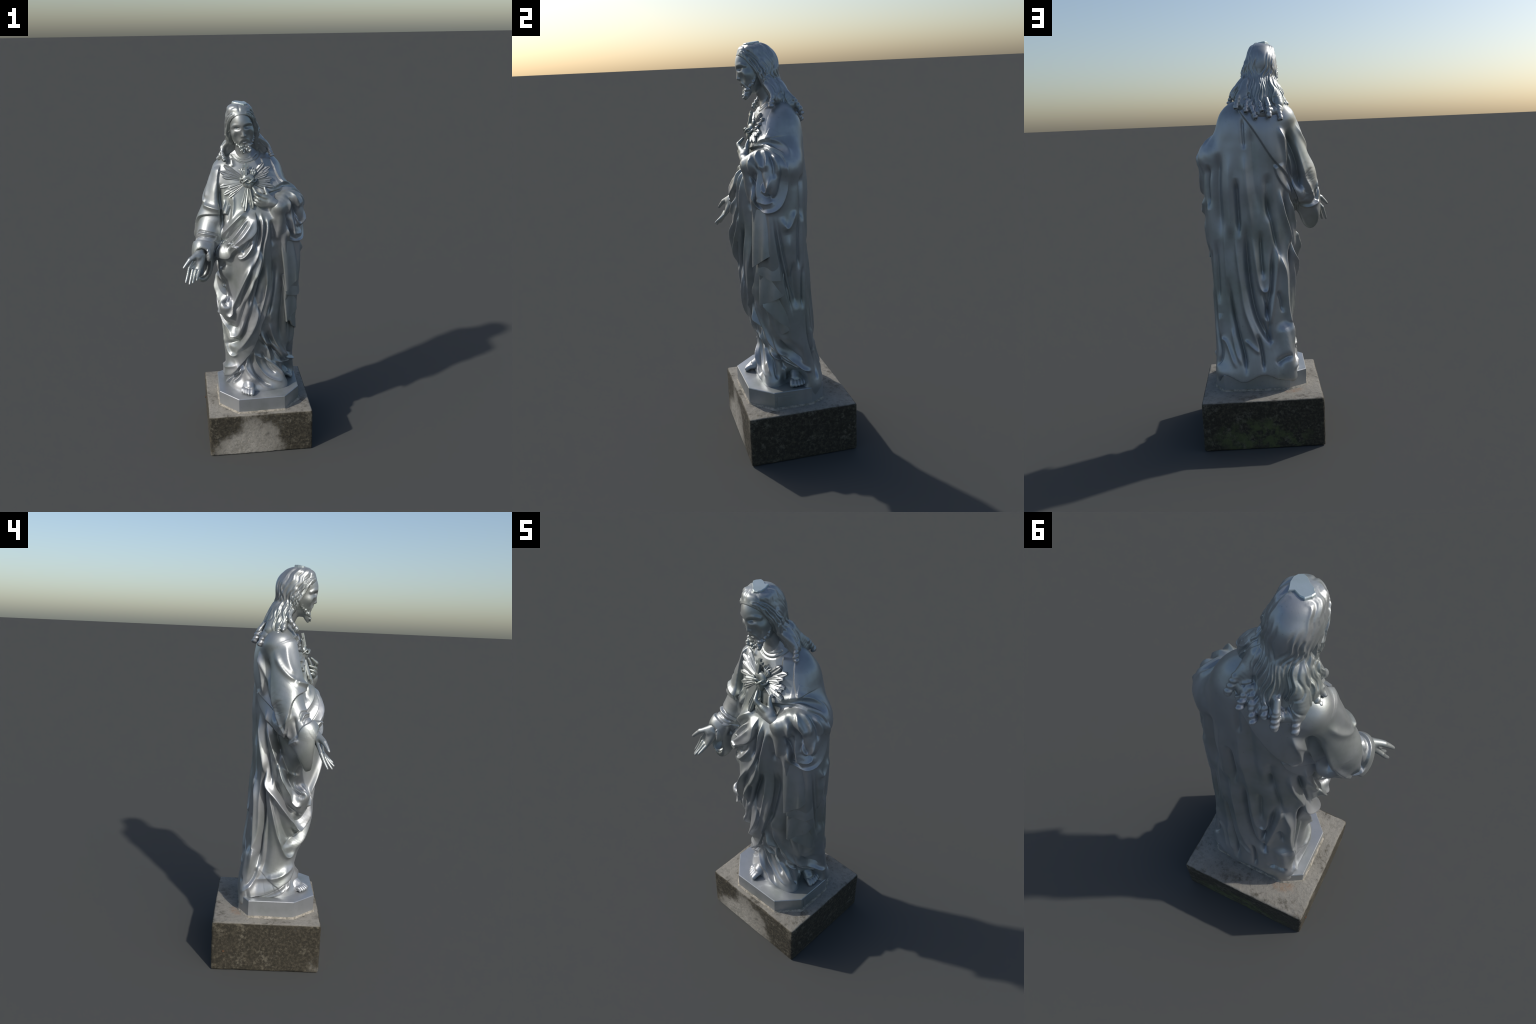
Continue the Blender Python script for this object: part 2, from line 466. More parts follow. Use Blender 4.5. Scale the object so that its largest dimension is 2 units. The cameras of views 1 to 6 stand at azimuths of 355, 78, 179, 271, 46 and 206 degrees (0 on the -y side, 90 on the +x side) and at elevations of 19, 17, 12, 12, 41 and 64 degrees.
F("ridge", 345, [(-0.085, 0.846), (-0.054, 0.855), (-0.014, 0.934), (0.04, 1.077), (0.088, 1.192)], 0.01105, 0.023, ends=(0.2, 0.2))
F("ridge", 330, [(-0.041, 0.712), (0.029, 0.719), (0.076, 0.826)], 0.0102, 0.0184)
F("ridge", 0, [(-0.078, 0.569), (-0.028, 0.685), (0.024, 0.833), (0.057, 0.984)], 0.0119, 0.0207)
F("groove", 330, [(-0.056, 0.764), (0.013, 0.755), (0.073, 0.881), (0.123, 1.034)], 0.01196, -0.0182)
F("groove", 330, [(-0.096, 0.617), (0.005, 0.652), (0.076, 0.768), (0.126, 0.926)], 0.01196, -0.0208)
F("ridge", 15, [(0.011, 1.231), (-0.007, 1.139), (-0.055, 1.018), (-0.094, 0.898)], 0.0102, 0.0184)
F("groove", 345, [(0.098, 1.205), (0.062, 1.084), (0.004, 0.939), (-0.034, 0.868)], 0.01012, -0.0182)
F("groove", 30, [(-0.028, 1.18), (-0.051, 1.028), (-0.106, 0.869)], 0.01104, -0.0169)
F("ridge", 15, [(0.045, 1.177), (0.039, 0.994), (-0.008, 0.836), (-0.053, 0.704)], 0.00935, 0.0103)
F("groove", 330, [(-0.06, 1.061), (-0.048, 0.95), (-0.0, 0.896)], 0.01472, -0.0182)
F("groove", 315, [(-0.011, 0.728), (0.038, 0.679), (0.062, 0.668)], 0.01104, -0.013)
F("ridge", 300, [(-0.144, 0.429), (-0.008, 0.469), (0.062, 0.51)], 0.0102, 0.0069)
F("groove", 15, [(0.094, 1.179), (0.097, 1.048), (0.079, 0.92), (0.05, 0.818)], 0.01472, -0.026)
F("groove", 0, [(0.178, 1.211), (0.184, 1.047), (0.182, 0.879), (0.18, 0.729), (0.192, 0.624)], 0.0184, -0.026)
F("ridge", 15, [(0.111, 1.112), (0.095, 0.967), (0.069, 0.844), (0.08, 0.778)], 0.0153, 0.0115)
F("ridge", 15, [(0.022, 0.746), (0.065, 0.616), (0.093, 0.502)], 0.00765, 0.0161)
F("groove", 15, [(0.046, 0.744), (0.095, 0.611), (0.126, 0.507)], 0.0092, -0.0208)
F("ridge", 15, [(0.059, 0.799), (0.105, 0.658), (0.232, 0.454)], 0.0102, 0.0161)
F("ridge", 15, [(-0.014, 0.637), (0.003, 0.525), (0.061, 0.431), (0.153, 0.383)], 0.0085, 0.0149)
F("groove", 0, [(0.001, 0.599), (0.016, 0.493), (0.064, 0.409), (0.128, 0.369)], 0.0092, -0.0182)
F("ridge", 0, [(-0.007, 0.555), (-0.021, 0.492), (0.005, 0.448), (0.07, 0.381), (0.161, 0.344)], 0.00765, 0.0115)
F("groove", 0, [(0.058, 0.612), (0.107, 0.484), (0.155, 0.439)], 0.0092, -0.0156)
F("ridge", 315, [(0.052, 0.496), (0.037, 0.42), (-0.009, 0.369)], 0.0085, 0.0115)
F("groove", 315, [(0.043, 0.457), (0.009, 0.422), (-0.153, 0.317)], 0.0092, -0.013)
F("ridge", 30, [(0.067, 0.52), (0.172, 0.453), (0.236, 0.445)], 0.00765, 0.0138)
F("groove", 90, [(-0.098, 1.237), (-0.077, 1.077), (-0.046, 0.905), (-0.011, 0.727)], 0.00644, -0.0156)
F("groove", 90, [(-0.081, 1.236), (-0.06, 1.092), (-0.032, 0.939), (-0.002, 0.817)], 0.00552, -0.0117)
F("groove", 90, [(-0.012, 1.024), (-0.007, 0.89), (0.007, 0.761)], 0.0184, -0.0208)
F("ridge", 90, [(-0.059, 1.235), (-0.04, 1.171), (-0.008, 1.204), (0.007, 1.26)], 0.0136, 0.0161)
F("ridge", 105, [(-0.104, 1.157), (-0.1, 1.026), (-0.096, 0.928)], 0.017, 0.0115)
F("groove", 105, [(-0.046, 1.249), (-0.053, 1.089), (-0.052, 0.957)], 0.0092, -0.0156)
F("groove", 120, [(-0.095, 0.996), (-0.105, 0.883), (-0.108, 0.757)], 0.0092, -0.0182)
F("ridge", 150, [(-0.172, 0.664), (-0.175, 0.523)], 0.0119, 0.0092)
F("groove", 135, [(-0.146, 0.804), (-0.142, 0.618), (-0.102, 0.45), (-0.125, 0.377)], 0.0092, -0.0182)
F("ridge", 45, [(-0.09, 0.804), (-0.051, 0.687), (0.035, 0.591), (0.109, 0.489), (0.239, 0.428)], 0.0102, 0.0207)
F("groove", 45, [(-0.083, 0.693), (-0.009, 0.604), (0.081, 0.512), (0.108, 0.404)], 0.01104, -0.0208)
F("ridge", 60, [(0.001, 0.631), (0.064, 0.512), (0.155, 0.455), (0.203, 0.429)], 0.0085, 0.0184)
F("groove", 45, [(0.104, 0.624), (0.141, 0.525), (0.215, 0.479)], 0.0092, -0.0156)
F("ridge", 30, [(-0.07, 0.597), (0.055, 0.501), (0.127, 0.39)], 0.0085, 0.0138)
F("groove", 75, [(-0.067, 0.508), (-0.038, 0.429), (-0.03, 0.377)], 0.0092, -0.0156)
F("ridge", 105, [(-0.097, 0.438), (-0.084, 0.355)], 0.0085, 0.0092)
F("groove", 15, [(-0.025, 1.094), (-0.061, 0.898)], 0.0092, -0.0156)
F("groove", 30, [(-0.023, 1.149), (-0.064, 0.976), (-0.054, 0.832)], 0.01104, -0.0182)
F("step", 195, [(-0.111, 1.672), (-0.076, 1.613), (-0.034, 1.545), (0.03, 1.438), (0.113, 1.344), (0.153, 1.286), (0.195, 1.202)], 0.07, 0.013, side=-1, ends=(0.03, 0.1))
F("ridge", 195, [(0.063, 1.594), (0.097, 1.523), (0.125, 1.436), (0.148, 1.34), (0.176, 1.236)], 0.0119, 0.0147)
F("groove", 195, [(0.113, 1.58), (0.145, 1.481), (0.171, 1.36), (0.194, 1.228)], 0.0184, -0.0299)
F("ridge", 210, [(0.1, 1.585), (0.137, 1.474), (0.182, 1.338), (0.233, 1.236), (0.27, 1.182)], 0.01275, 0.012)
F("groove", 180, [(-0.079, 1.646), (-0.08, 1.557), (-0.077, 1.481)], 0.0092, -0.0135)
F("groove", 180, [(-0.044, 1.619), (-0.038, 1.479), (-0.033, 1.318), (-0.015, 1.151)], 0.0184, -0.012)
F("ridge", 180, [(-0.077, 1.481), (-0.077, 1.352), (-0.068, 1.22), (-0.054, 1.04)], 0.0136, 0.011)
F("groove", 165, [(-0.095, 1.354), (-0.097, 1.222), (-0.095, 1.041)], 0.01196, -0.0269)
F("ridge", 165, [(-0.118, 1.483), (-0.131, 1.322), (-0.136, 1.155), (-0.137, 1.041)], 0.017, 0.0092)
F("groove", 165, [(-0.175, 1.485), (-0.191, 1.289), (-0.191, 1.04)], 0.0184, -0.0179)
F("groove", 195, [(0.001, 1.373), (-0.001, 1.248), (0.003, 1.114)], 0.01656, -0.0149)
F("ridge", 240, [(0.025, 1.331), (0.034, 1.203), (0.041, 1.079)], 0.0085, 0.011)
F("groove", 255, [(0.026, 1.267), (0.061, 1.125), (0.062, 1.027)], 0.0092, -0.0224)
F("groove", 135, [(-0.144, 1.421), (-0.159, 1.322), (-0.158, 1.188)], 0.01656, -0.0299)
F("ridge", 165, [(-0.107, 1.142), (-0.109, 0.987), (-0.092, 0.807), (-0.076, 0.682), (-0.037, 0.563), (-0.001, 0.451)], 0.0119, 0.0147)
F("groove", 180, [(-0.087, 1.141), (-0.093, 0.963), (-0.082, 0.791), (-0.057, 0.657), (-0.019, 0.56), (0.013, 0.492)], 0.01472, -0.0359)
F("ridge", 180, [(-0.065, 1.141), (-0.053, 0.985), (-0.035, 0.813), (-0.01, 0.772), (0.015, 0.805), (0.015, 0.981)], 0.0102, 0.0129)
F("groove", 180, [(-0.018, 1.092), (-0.017, 0.945), (-0.011, 0.827)], 0.01104, -0.0179)
F("groove", 195, [(0.019, 1.018), (-0.0, 0.824), (-0.024, 0.7), (-0.045, 0.615)], 0.01012, -0.0209)
F("ridge", 195, [(0.044, 1.132), (0.041, 0.976), (0.019, 0.806), (-0.016, 0.636), (-0.035, 0.598)], 0.0119, 0.011)
F("groove", 210, [(0.0, 0.773), (0.018, 0.722), (0.022, 0.649)], 0.0092, -0.0149)
F("ridge", 225, [(0.049, 1.077), (0.041, 0.889), (0.037, 0.679), (0.0, 0.531)], 0.0102, 0.011)
F("groove", 240, [(0.041, 1.066), (0.024, 0.886), (0.033, 0.671)], 0.0092, -0.0239)
F("groove", 165, [(-0.164, 0.868), (-0.15, 0.703), (-0.121, 0.561), (-0.085, 0.438), (-0.073, 0.337)], 0.01104, -0.0299)
F("ridge", 165, [(-0.15, 0.591), (-0.134, 0.489), (-0.096, 0.392)], 0.0102, 0.0092)
F("groove", 195, [(-0.063, 0.64), (-0.037, 0.558), (-0.017, 0.5)], 0.0092, -0.0209)
F("groove", 180, [(-0.058, 0.562), (-0.035, 0.466), (-0.028, 0.356)], 0.00828, -0.0209)
F("ridge", 180, [(-0.122, 0.531), (-0.085, 0.491), (-0.04, 0.451)], 0.0102, 0.00736)
F("groove", 195, [(-0.003, 0.389), (0.038, 0.426), (0.088, 0.436)], 0.01288, -0.0149)
F("ridge", 150, [(-0.135, 1.142), (-0.132, 0.946), (-0.121, 0.765), (-0.105, 0.655)], 0.0153, 0.011)
F("groove", 165, [(-0.219, 1.049), (-0.217, 0.867), (-0.217, 0.699)], 0.01288, -0.0149)
F("ridge", 165, [(-0.23, 0.512), (-0.194, 0.524), (-0.15, 0.435), (-0.124, 0.376)], 0.0119, 0.00736)
F("groove", 225, [(0.059, 1.595), (0.063, 1.486), (0.071, 1.381), (0.159, 1.274), (0.169, 1.2)], 0.02024, -0.0156)
F("ridge", 210, [(0.034, 1.592), (0.062, 1.483), (0.07, 1.378)], 0.0102, 0.0138)
F("step", 225, [(-0.023, 1.407), (0.004, 1.334), (0.068, 1.259), (0.125, 1.205)], 0.04, 0.01, side=-1, ends=(0.1, 0.1))
F("ridge", 270, [(-0.028, 1.611), (0.006, 1.533), (0.053, 1.482), (0.088, 1.466)], 0.0136, 0.0103)
F("ridge", 300, [(-0.061, 1.641), (-0.064, 1.548), (-0.04, 1.483)], 0.017, 0.00805)
F("step", 270, [(0.132, 1.415), (0.119, 1.416), (0.091, 1.401), (0.068, 1.368), (0.062, 1.311), (0.056, 1.224), (0.063, 1.175)], 0.05, 0.016, side=1, ends=(0.02, 0.1))
F("ridge", 315, [(-0.105, 1.463), (-0.064, 1.45), (0.021, 1.433)], 0.0136, 0.0138)
F("groove", 300, [(-0.048, 1.28), (-0.033, 1.32), (-0.004, 1.328), (0.105, 1.286)], 0.00368, -0.0078)
F("ridge", 300, [(-0.038, 1.284), (-0.024, 1.31), (0.002, 1.317), (0.109, 1.277)], 0.0051, 0.0069)
F("groove", 300, [(-0.034, 1.268), (-0.02, 1.294), (0.012, 1.301), (0.122, 1.265)], 0.00368, -0.0065)
F("step", 285, [(0.023, 1.158), (0.029, 1.22), (0.06, 1.272), (0.168, 1.262), (0.201, 1.252)], 0.05, 0.01, side=1, ends=(0.4, 0.1))
F("ridge", 225, [(0.173, 1.175), (0.256, 1.179), (0.276, 1.206)], 0.0102, 0.0138)
F("ridge", 240, [(0.189, 1.324), (0.182, 1.247), (0.185, 1.19)], 0.0085, 0.0103)
F("groove", 240, [(0.209, 1.312), (0.218, 1.245), (0.23, 1.198)], 0.0092, -0.0104)
F("ridge", 225, [(0.004, 1.294), (0.025, 1.166), (0.058, 1.054), (0.081, 0.919)], 0.0119, 0.0207)
F("groove", 240, [(0.007, 1.284), (0.025, 1.164), (0.052, 1.044), (0.075, 0.923)], 0.01104, -0.026)
F("ridge", 255, [(-0.002, 1.252), (0.024, 1.154), (0.065, 1.05), (0.105, 0.928)], 0.01105, 0.0207)
F("groove", 270, [(-0.001, 1.184), (0.039, 1.095), (0.088, 0.993), (0.121, 0.927)], 0.02024, -0.0286)
F("ridge", 285, [(-0.012, 1.058), (0.036, 1.009), (0.106, 0.986)], 0.0102, 0.0115)
F("groove", 195, [(-0.011, 1.277), (0.023, 1.096), (0.057, 0.9)], 0.01104, -0.0182)
F("ridge", 225, [(-0.024, 0.997), (0.014, 0.869), (0.015, 0.728), (0.019, 0.562), (0.014, 0.421)], 0.0136, 0.023)
F("groove", 240, [(0.011, 1.013), (0.024, 0.837), (0.016, 0.622), (0.007, 0.477)], 0.01104, -0.0338)
F("ridge", 270, [(-0.044, 1.016), (-0.027, 0.938), (0.015, 0.89), (0.072, 0.806), (0.13, 0.713), (0.169, 0.707)], 0.0119, 0.023)
F("ridge", 270, [(0.025, 1.027), (0.065, 0.941), (0.116, 0.859), (0.153, 0.851)], 0.0119, 0.023)
F("groove", 270, [(-0.007, 1.003), (0.041, 0.905), (0.106, 0.806), (0.156, 0.78)], 0.01564, -0.0286)
F("groove", 285, [(0.016, 1.029), (0.055, 0.953), (0.085, 0.904), (0.125, 0.905)], 0.01656, -0.0208)
F("ridge", 285, [(-0.06, 0.919), (-0.03, 0.804), (0.001, 0.69), (0.04, 0.577), (0.077, 0.565), (0.122, 0.623)], 0.0102, 0.0184)
F("groove", 270, [(-0.009, 0.907), (0.02, 0.777), (0.055, 0.631)], 0.00736, -0.013)
F("groove", 300, [(-0.062, 0.848), (-0.013, 0.726), (0.05, 0.649), (0.089, 0.68)], 0.0184, -0.0182)
F("groove", 255, [(0.005, 0.91), (0.018, 0.744), (0.017, 0.57), (-0.006, 0.45)], 0.0184, -0.0182)
F("ridge", 300, [(-0.067, 0.453), (-0.028, 0.453), (0.036, 0.515)], 0.0136, 0.0092)
F("step", 300, [(-0.16, 0.344), (-0.077, 0.361), (-0.027, 0.39), (0.047, 0.438), (0.098, 0.476)], 0.06, 0.016, side=-1, ends=(0.05, 0.1))
F("ridge", 255, [(-0.101, 0.351), (-0.066, 0.394), (-0.027, 0.463), (-0.017, 0.522)], 0.0119, 0.0115)
F("groove", 270, [(-0.119, 0.393), (-0.074, 0.449), (-0.059, 0.506)], 0.0092, -0.013)
F("groove", 195, [(-0.05, 0.792), (-0.028, 0.66), (-0.028, 0.475)], 0.0092, -0.0156)
F("step", 15, [(0.065, 1.705), (0.074, 1.651), (0.079, 1.591)], 0.05, 0.008, side=-1, ends=(0.15, 0.4))
F("step", 45, [(0.067, 1.707), (0.059, 1.646), (0.063, 1.603), (0.074, 1.565)], 0.05, 0.01, side=-1, ends=(0.3, 0.05))
F("step", 45, [(-0.052, 1.51), (-0.015, 1.525), (0.062, 1.536), (0.141, 1.517), (0.186, 1.485), (0.205, 1.445)], 0.035, 0.013, side=-1, ends=(0.1, 0.3))
F("ridge", 90, [(-0.09, 1.515), (-0.068, 1.47), (-0.066, 1.417)], 0.00935, 0.0103)
F("groove", 75, [(-0.028, 1.524), (-0.007, 1.471), (-0.004, 1.403)], 0.01012, -0.013)
F("ridge", 45, [(0.061, 1.318), (0.107, 1.291), (0.157, 1.308)], 0.00765, 0.0092)
F("groove", 45, [(0.076, 1.349), (0.112, 1.315), (0.156, 1.335)], 0.00828, -0.0091)
robe.apply()
robe.V = relax(robe.V, robe.Q, 1, 0.3)


# ---------------------------------------------------------------- head
# local head frame: X to the figure's left, Y forward, Z up; the head is bowed and tilted
HO = V3(-0.016, -0.10, 1.86)
HR, HF, HU = V3(0.989, 0, 0.148), V3(0, -1, 0), V3(-0.148, 0, 0.989)
HEAD_AXES = [HR, HF, HU]


def hp(x, y, z, *r):
    return (*(HO + x * HR + y * HF + z * HU), *r)


face = Solid((-0.10, -0.19, 1.66), (0.09, 0.06, 1.98), 0.0015)
face.ball(hp(0, -0.016, 0.034), (0.062, 0.091, 0.094), 0.0, axes=HEAD_AXES)
face.ball(hp(0, 0.002, -0.033), (0.053, 0.053, 0.066), 0.03, axes=HEAD_AXES)
face.chain([(-0.012, -0.052, 1.80, 0.044), (-0.006, -0.025, 1.74, 0.046), (0.0, -0.01, 1.69, 0.060)], 0.012)
for s in (-1, 1):
    face.ball(hp(s * 0.035, 0.028, -0.014), (0.020, 0.021, 0.019), 0.02, axes=HEAD_AXES)              # cheekbone
    face.ball(hp(s * 0.0290, 0.0700, 0.0150), (0.0185, 0.0200, 0.0105), 0.010, carve=True, axes=HEAD_AXES)  # socket
    face.chain([hp(s * 0.049, 0.037, 0.023, 0.0045), hp(s * 0.036, 0.0535, 0.0320, 0.0052), hp(s * 0.014, 0.0620, 0.0310, 0.0055)], 0.010)   # brow
    face.ball(hp(s * 0.0290, 0.0375, 0.0125), (0.0145, 0.0145, 0.0100), 0.003, axes=HEAD_AXES)         # lowered lid
    face.chain([hp(s * 0.0160, 0.0455, 0.0060, 0.0012), hp(s * 0.029, 0.0510, 0.0032, 0.0013), hp(s * 0.0420, 0.0420, 0.0055, 0.0012)], 0.0015, carve=True)
    face.chain([hp(s * 0.0165, 0.0450, 0.0015, 0.0016), hp(s * 0.029, 0.0480, -0.0015, 0.0020), hp(s * 0.0410, 0.0400, 0.0010, 0.0016)], 0.003)
    face.ball(hp(s * 0.0100, 0.0560, -0.0285), (0.0062, 0.0085, 0.0058), 0.004, axes=HEAD_AXES)        # nostril wing
    face.ball(hp(s * 0.0360, 0.0600, -0.0330), (0.0140, 0.0140, 0.0200), 0.016, carve=True, axes=HEAD_AXES)  # hollow cheek
    face.ball(hp(s * 0.060, -0.022, 0.002), (0.006, 0.012, 0.022), 0.004, axes=HEAD_AXES)              # ear
face.chain([hp(0, 0.0590, 0.034, 0.0075), hp(0, 0.0600, 0.010, 0.0066), hp(0, 0.0640, -0.012, 0.0070), hp(0, 0.0645, -0.0265, 0.0080)], 0.005)   # nose
# moustache, lips, forked curly beard
for s in (-1, 1):
    face.chain([hp(s * 0.013, 0.024, -0.080, 0.020), hp(s * 0.0145, 0.028, -0.099, 0.0150), hp(s * 0.0160, 0.033, -0.1175, 0.0070)], 0.008)
face.ball(hp(0, 0.0520, -0.1180), (0.0050, 0.016, 0.020), 0.004, carve=True, axes=HEAD_AXES)
rng = random.Random(3)
for s in (-1, 1):
    jaw = spline([hp(s * 0.051, -0.012, -0.020), hp(s * 0.050, 0.004, -0.050), hp(s * 0.040, 0.020, -0.072), hp(s * 0.026, 0.036, -0.088), hp(s * 0.015, 0.040, -0.112)], 40)
    for i in range(40):
        c = jaw[i] + np.array([rng.uniform(-1, 1) for _ in range(3)]) * (0.003 + 0.004 * i / 40)
        face.ball(c, rng.uniform(0.0034, 0.0058), 0.004)
for i in range(46):
    s = rng.choice((-1, 1))
    face.ball(hp(s * rng.uniform(0.003, 0.028), rng.uniform(0.034, 0.044), rng.uniform(-0.112, -0.080)), rng.uniform(0.0032, 0.0052), 0.0035)
face.ball(hp(0, 0.0560, -0.0610), (0.0150, 0.0110, 0.0060), 0.004, carve=True, axes=HEAD_AXES)
face.ball(hp(0, 0.0415, -0.0575), (0.0110, 0.0070, 0.0030), 0.002, axes=HEAD_AXES)
face.ball(hp(0, 0.0420, -0.0650), (0.0115, 0.0075, 0.0040), 0.002, axes=HEAD_AXES)
for s in (-1, 1):
    face.chain([hp(s * 0.0015, 0.0520, -0.0430, 0.0045), hp(s * 0.011, 0.0500, -0.0470, 0.0058), hp(s * 0.021, 0.0430, -0.0560, 0.0055), hp(s * 0.029, 0.0350, -0.0700, 0.0042)], 0.003)
FV, FQ = face.mesh()
FV = relax(FV, FQ, 2)

# ---------------------------------------------------------------- hair
hair = Solid((-0.165, -0.195, 1.59), (0.175, 0.14, 2.005), 0.0017)
hair.ball(hp(0, -0.028, 0.046), (0.077, 0.102, 0.083), 0.0, axes=HEAD_AXES)
hair.ball(hp(0, -0.060, -0.005), (0.074, 0.066, 0.075), 0.03, axes=HEAD_AXES)
hair.ball(hp(0, 0.088, -0.022), (0.105, 0.105, 0.102), 0.006, carve=True, axes=HEAD_AXES)
hair.ball((-0.026, -0.088, 1.962), (0.060, 0.066, 0.025), 0.025)
# nape mass spreading over the shoulders
hair.chain([(-0.012, -0.030, 1.84, 0.048), (-0.010, 0.005, 1.78, 0.052), (-0.006, 0.036, 1.715, 0.050), (-0.006, 0.060, 1.672, 0.036), (-0.010, 0.074, 1.648, 0.026)], 0.02)
hair.chain([(0.070, 0.066, 1.690, 0.026), (0.020, 0.080, 1.664, 0.026), (-0.040, 0.080, 1.660, 0.026), (-0.095, 0.060, 1.664, 0.026)], 0.02)
for s in (-1, 1):
    hair.chain([(-0.012 + s * 0.030, -0.020, 1.82, 0.034), (-0.008 + s * 0.050, 0.000, 1.765, 0.038), (-0.006 + s * 0.080, 0.022, 1.700, 0.036)], 0.02)
    # roll of hair that frames the face, swelling over the ear and turning in below it
    frame = [(0.034, 0.050, 0.084, 0.005), (0.048, 0.034, 0.073, 0.008), (0.060, 0.012, 0.050, 0.011), (0.069, -0.008, 0.018, 0.014), (0.074, -0.026, -0.016, 0.017), (0.073, -0.036, -0.044, 0.015), (0.064, -0.042, -0.066, 0.012)]
    hair.chain([hp(s * a, b, c, r) for a, b, c, r in frame], 0.010)
    hair.chain([hp(s * 0.070, -0.035, 0.030, 0.012), hp(s * 0.074, -0.045, -0.005, 0.014), hp(s * 0.068, -0.055, -0.040, 0.013), hp(s * 0.056, -0.062, -0.070, 0.012)], 0.012)


def scalp(phi, z):
    """Point near the skull of hair: phi from the front (0) to the back (180), z local height."""
    f = math.sqrt(max(0.02, 1 - ((z - 0.045) / 0.085) ** 2)) if z > 0.045 else 1.0
    drop = max(0.0, 0.045 - z)
    rx = 0.080 * f + drop * 0.03
    ry = 0.103 * f - drop * (0.05 if phi < 90 else 0.10)
    return rx * math.sin(math.radians(phi)), -0.028 + ry * math.cos(math.radians(phi)), z


def tube(sol, pts, k=0.003):
    sol.tube(pts, k)


# side hair standing off the neck
hair.chain([(0.058, -0.038, 1.815, 0.026), (0.088, -0.024, 1.778, 0.027), (0.106, -0.016, 1.738, 0.024)], 0.012)
hair.chain([(-0.076, -0.036, 1.805, 0.024), (-0.088, -0.020, 1.762, 0.026), (-0.108, -0.004, 1.716, 0.026)], 0.012)
hair.chain([(0.050, 0.010, 1.790, 0.030), (0.066, 0.036, 1.745, 0.030), (0.086, 0.058, 1.710, 0.022)], 0.02)
hair.chain([(-0.066, 0.008, 1.785, 0.028), (-0.080, 0.030, 1.740, 0.030), (-0.098, 0.050, 1.695, 0.024)], 0.02)
rng = random.Random(11)
# heavy locks over the nape and back, hooking at the ends
for j in range(9):
    u = -1 + 2 * j / 8
    ph = rng.uniform(0, 6.28)
    endz = 1.660 + 0.026 * u * u + rng.uniform(-0.008, 0.012)
    path = []
    for i in range(18):
        t = i / 17
        z = 1.825 + (endz - 1.825) * t
        y = 0.024 + 0.070 * t ** 0.95 - (0.072 + 0.02 * t) * u * u
        hook = max(0.0, t - 0.7) / 0.3
        x = -0.011 + (0.056 + 0.058 * t ** 1.2) * u + 0.010 * math.sin(9.0 * t + ph) * t + 0.012 * hook ** 2 * (1 if j % 2 else -1)
        path.append((x, y - 0.009 - 0.006 * hook, z + 0.006 * hook ** 3, 0.013 - 0.005 * hook ** 2))
    tube(hair, path, 0.014)


def curl(end, axis, r=0.0135, lead=None):
    """Ringlet: a ribbed roll of hair, widening to an open end."""
    axis, end = np.array(axis, float), np.array(end, float)
    L = np.linalg.norm(axis)
    a = axis / L
    b = np.cross(a, (0.3, 0.2, 1.0))
    b /= np.linalg.norm(b)
    c = np.cross(a, b)
    start = end - axis
    if lead:
        hair.chain([(*p, q) for *p, q in lead] + [(*start, r * 0.75)], 0.010)
    hair.cone(start, end - a * 0.002, r * 0.70, r * 0.88, 0.006)
    turns = L / rng.uniform(0.018, 0.023)
    wob = rng.uniform(0, 6)
    pts = []
    n = int(turns * 12)
    for i in range(n + 1):
        t = i / n
        g = 2 * math.pi * turns * t
        pts.append((*(start + axis * t + r * (0.40 + 0.28 * t + 0.08 * math.sin(5 * t + wob)) * (math.cos(g) * b + math.sin(g) * c)), 0.0066))
    tube(hair, pts, 0.0035)
    hair.cone(end - a * 0.004, end + a * 0.014, 0.0058, 0.0080, 0.002, carve=True)


curl((0.014, 0.124, 1.632), (-0.016, 0.026, -0.050), lead=[(0.040, 0.070, 1.715, 0.012)])
curl((-0.052, 0.120, 1.638), (-0.004, 0.022, -0.056), r=0.0145, lead=[(-0.040, 0.078, 1.720, 0.012)])
curl((-0.107, 0.096, 1.622), (-0.010, 0.026, -0.054), lead=[(-0.084, 0.052, 1.705, 0.013)])
curl((0.106, 0.100, 1.682), (0.012, 0.030, -0.052), lead=[(0.078, 0.046, 1.755, 0.013)])
curl((0.143, -0.052, 1.708), (0.014, -0.016, -0.046), r=0.0125, lead=[(0.080, -0.056, 1.802, 0.010), (0.104, -0.046, 1.785, 0.012), (0.120, -0.038, 1.766, 0.012)])
curl((-0.109, -0.080, 1.694), (0.012, -0.030, -0.040), r=0.0120, lead=[(-0.090, -0.050, 1.785, 0.010), (-0.112, -0.040, 1.760, 0.012)])
curl((-0.136, 0.012, 1.676), (-0.022, 0.006, -0.048), r=0.0120, lead=[(-0.096, 0.0, 1.755, 0.012)])
curl((0.060, 0.116, 1.662), (0.004, 0.034, -0.044), r=0.0120, lead=[(0.056, 0.062, 1.725, 0.012)])
curl((-0.020, 0.116, 1.664), (-0.012, 0.026, -0.036), r=0.0110, lead=[(-0.008, 0.075, 1.715, 0.012)])
HV, HQ = hair.mesh()
HV = relax(HV, HQ, 2)
locks = Folder(HV, HQ)
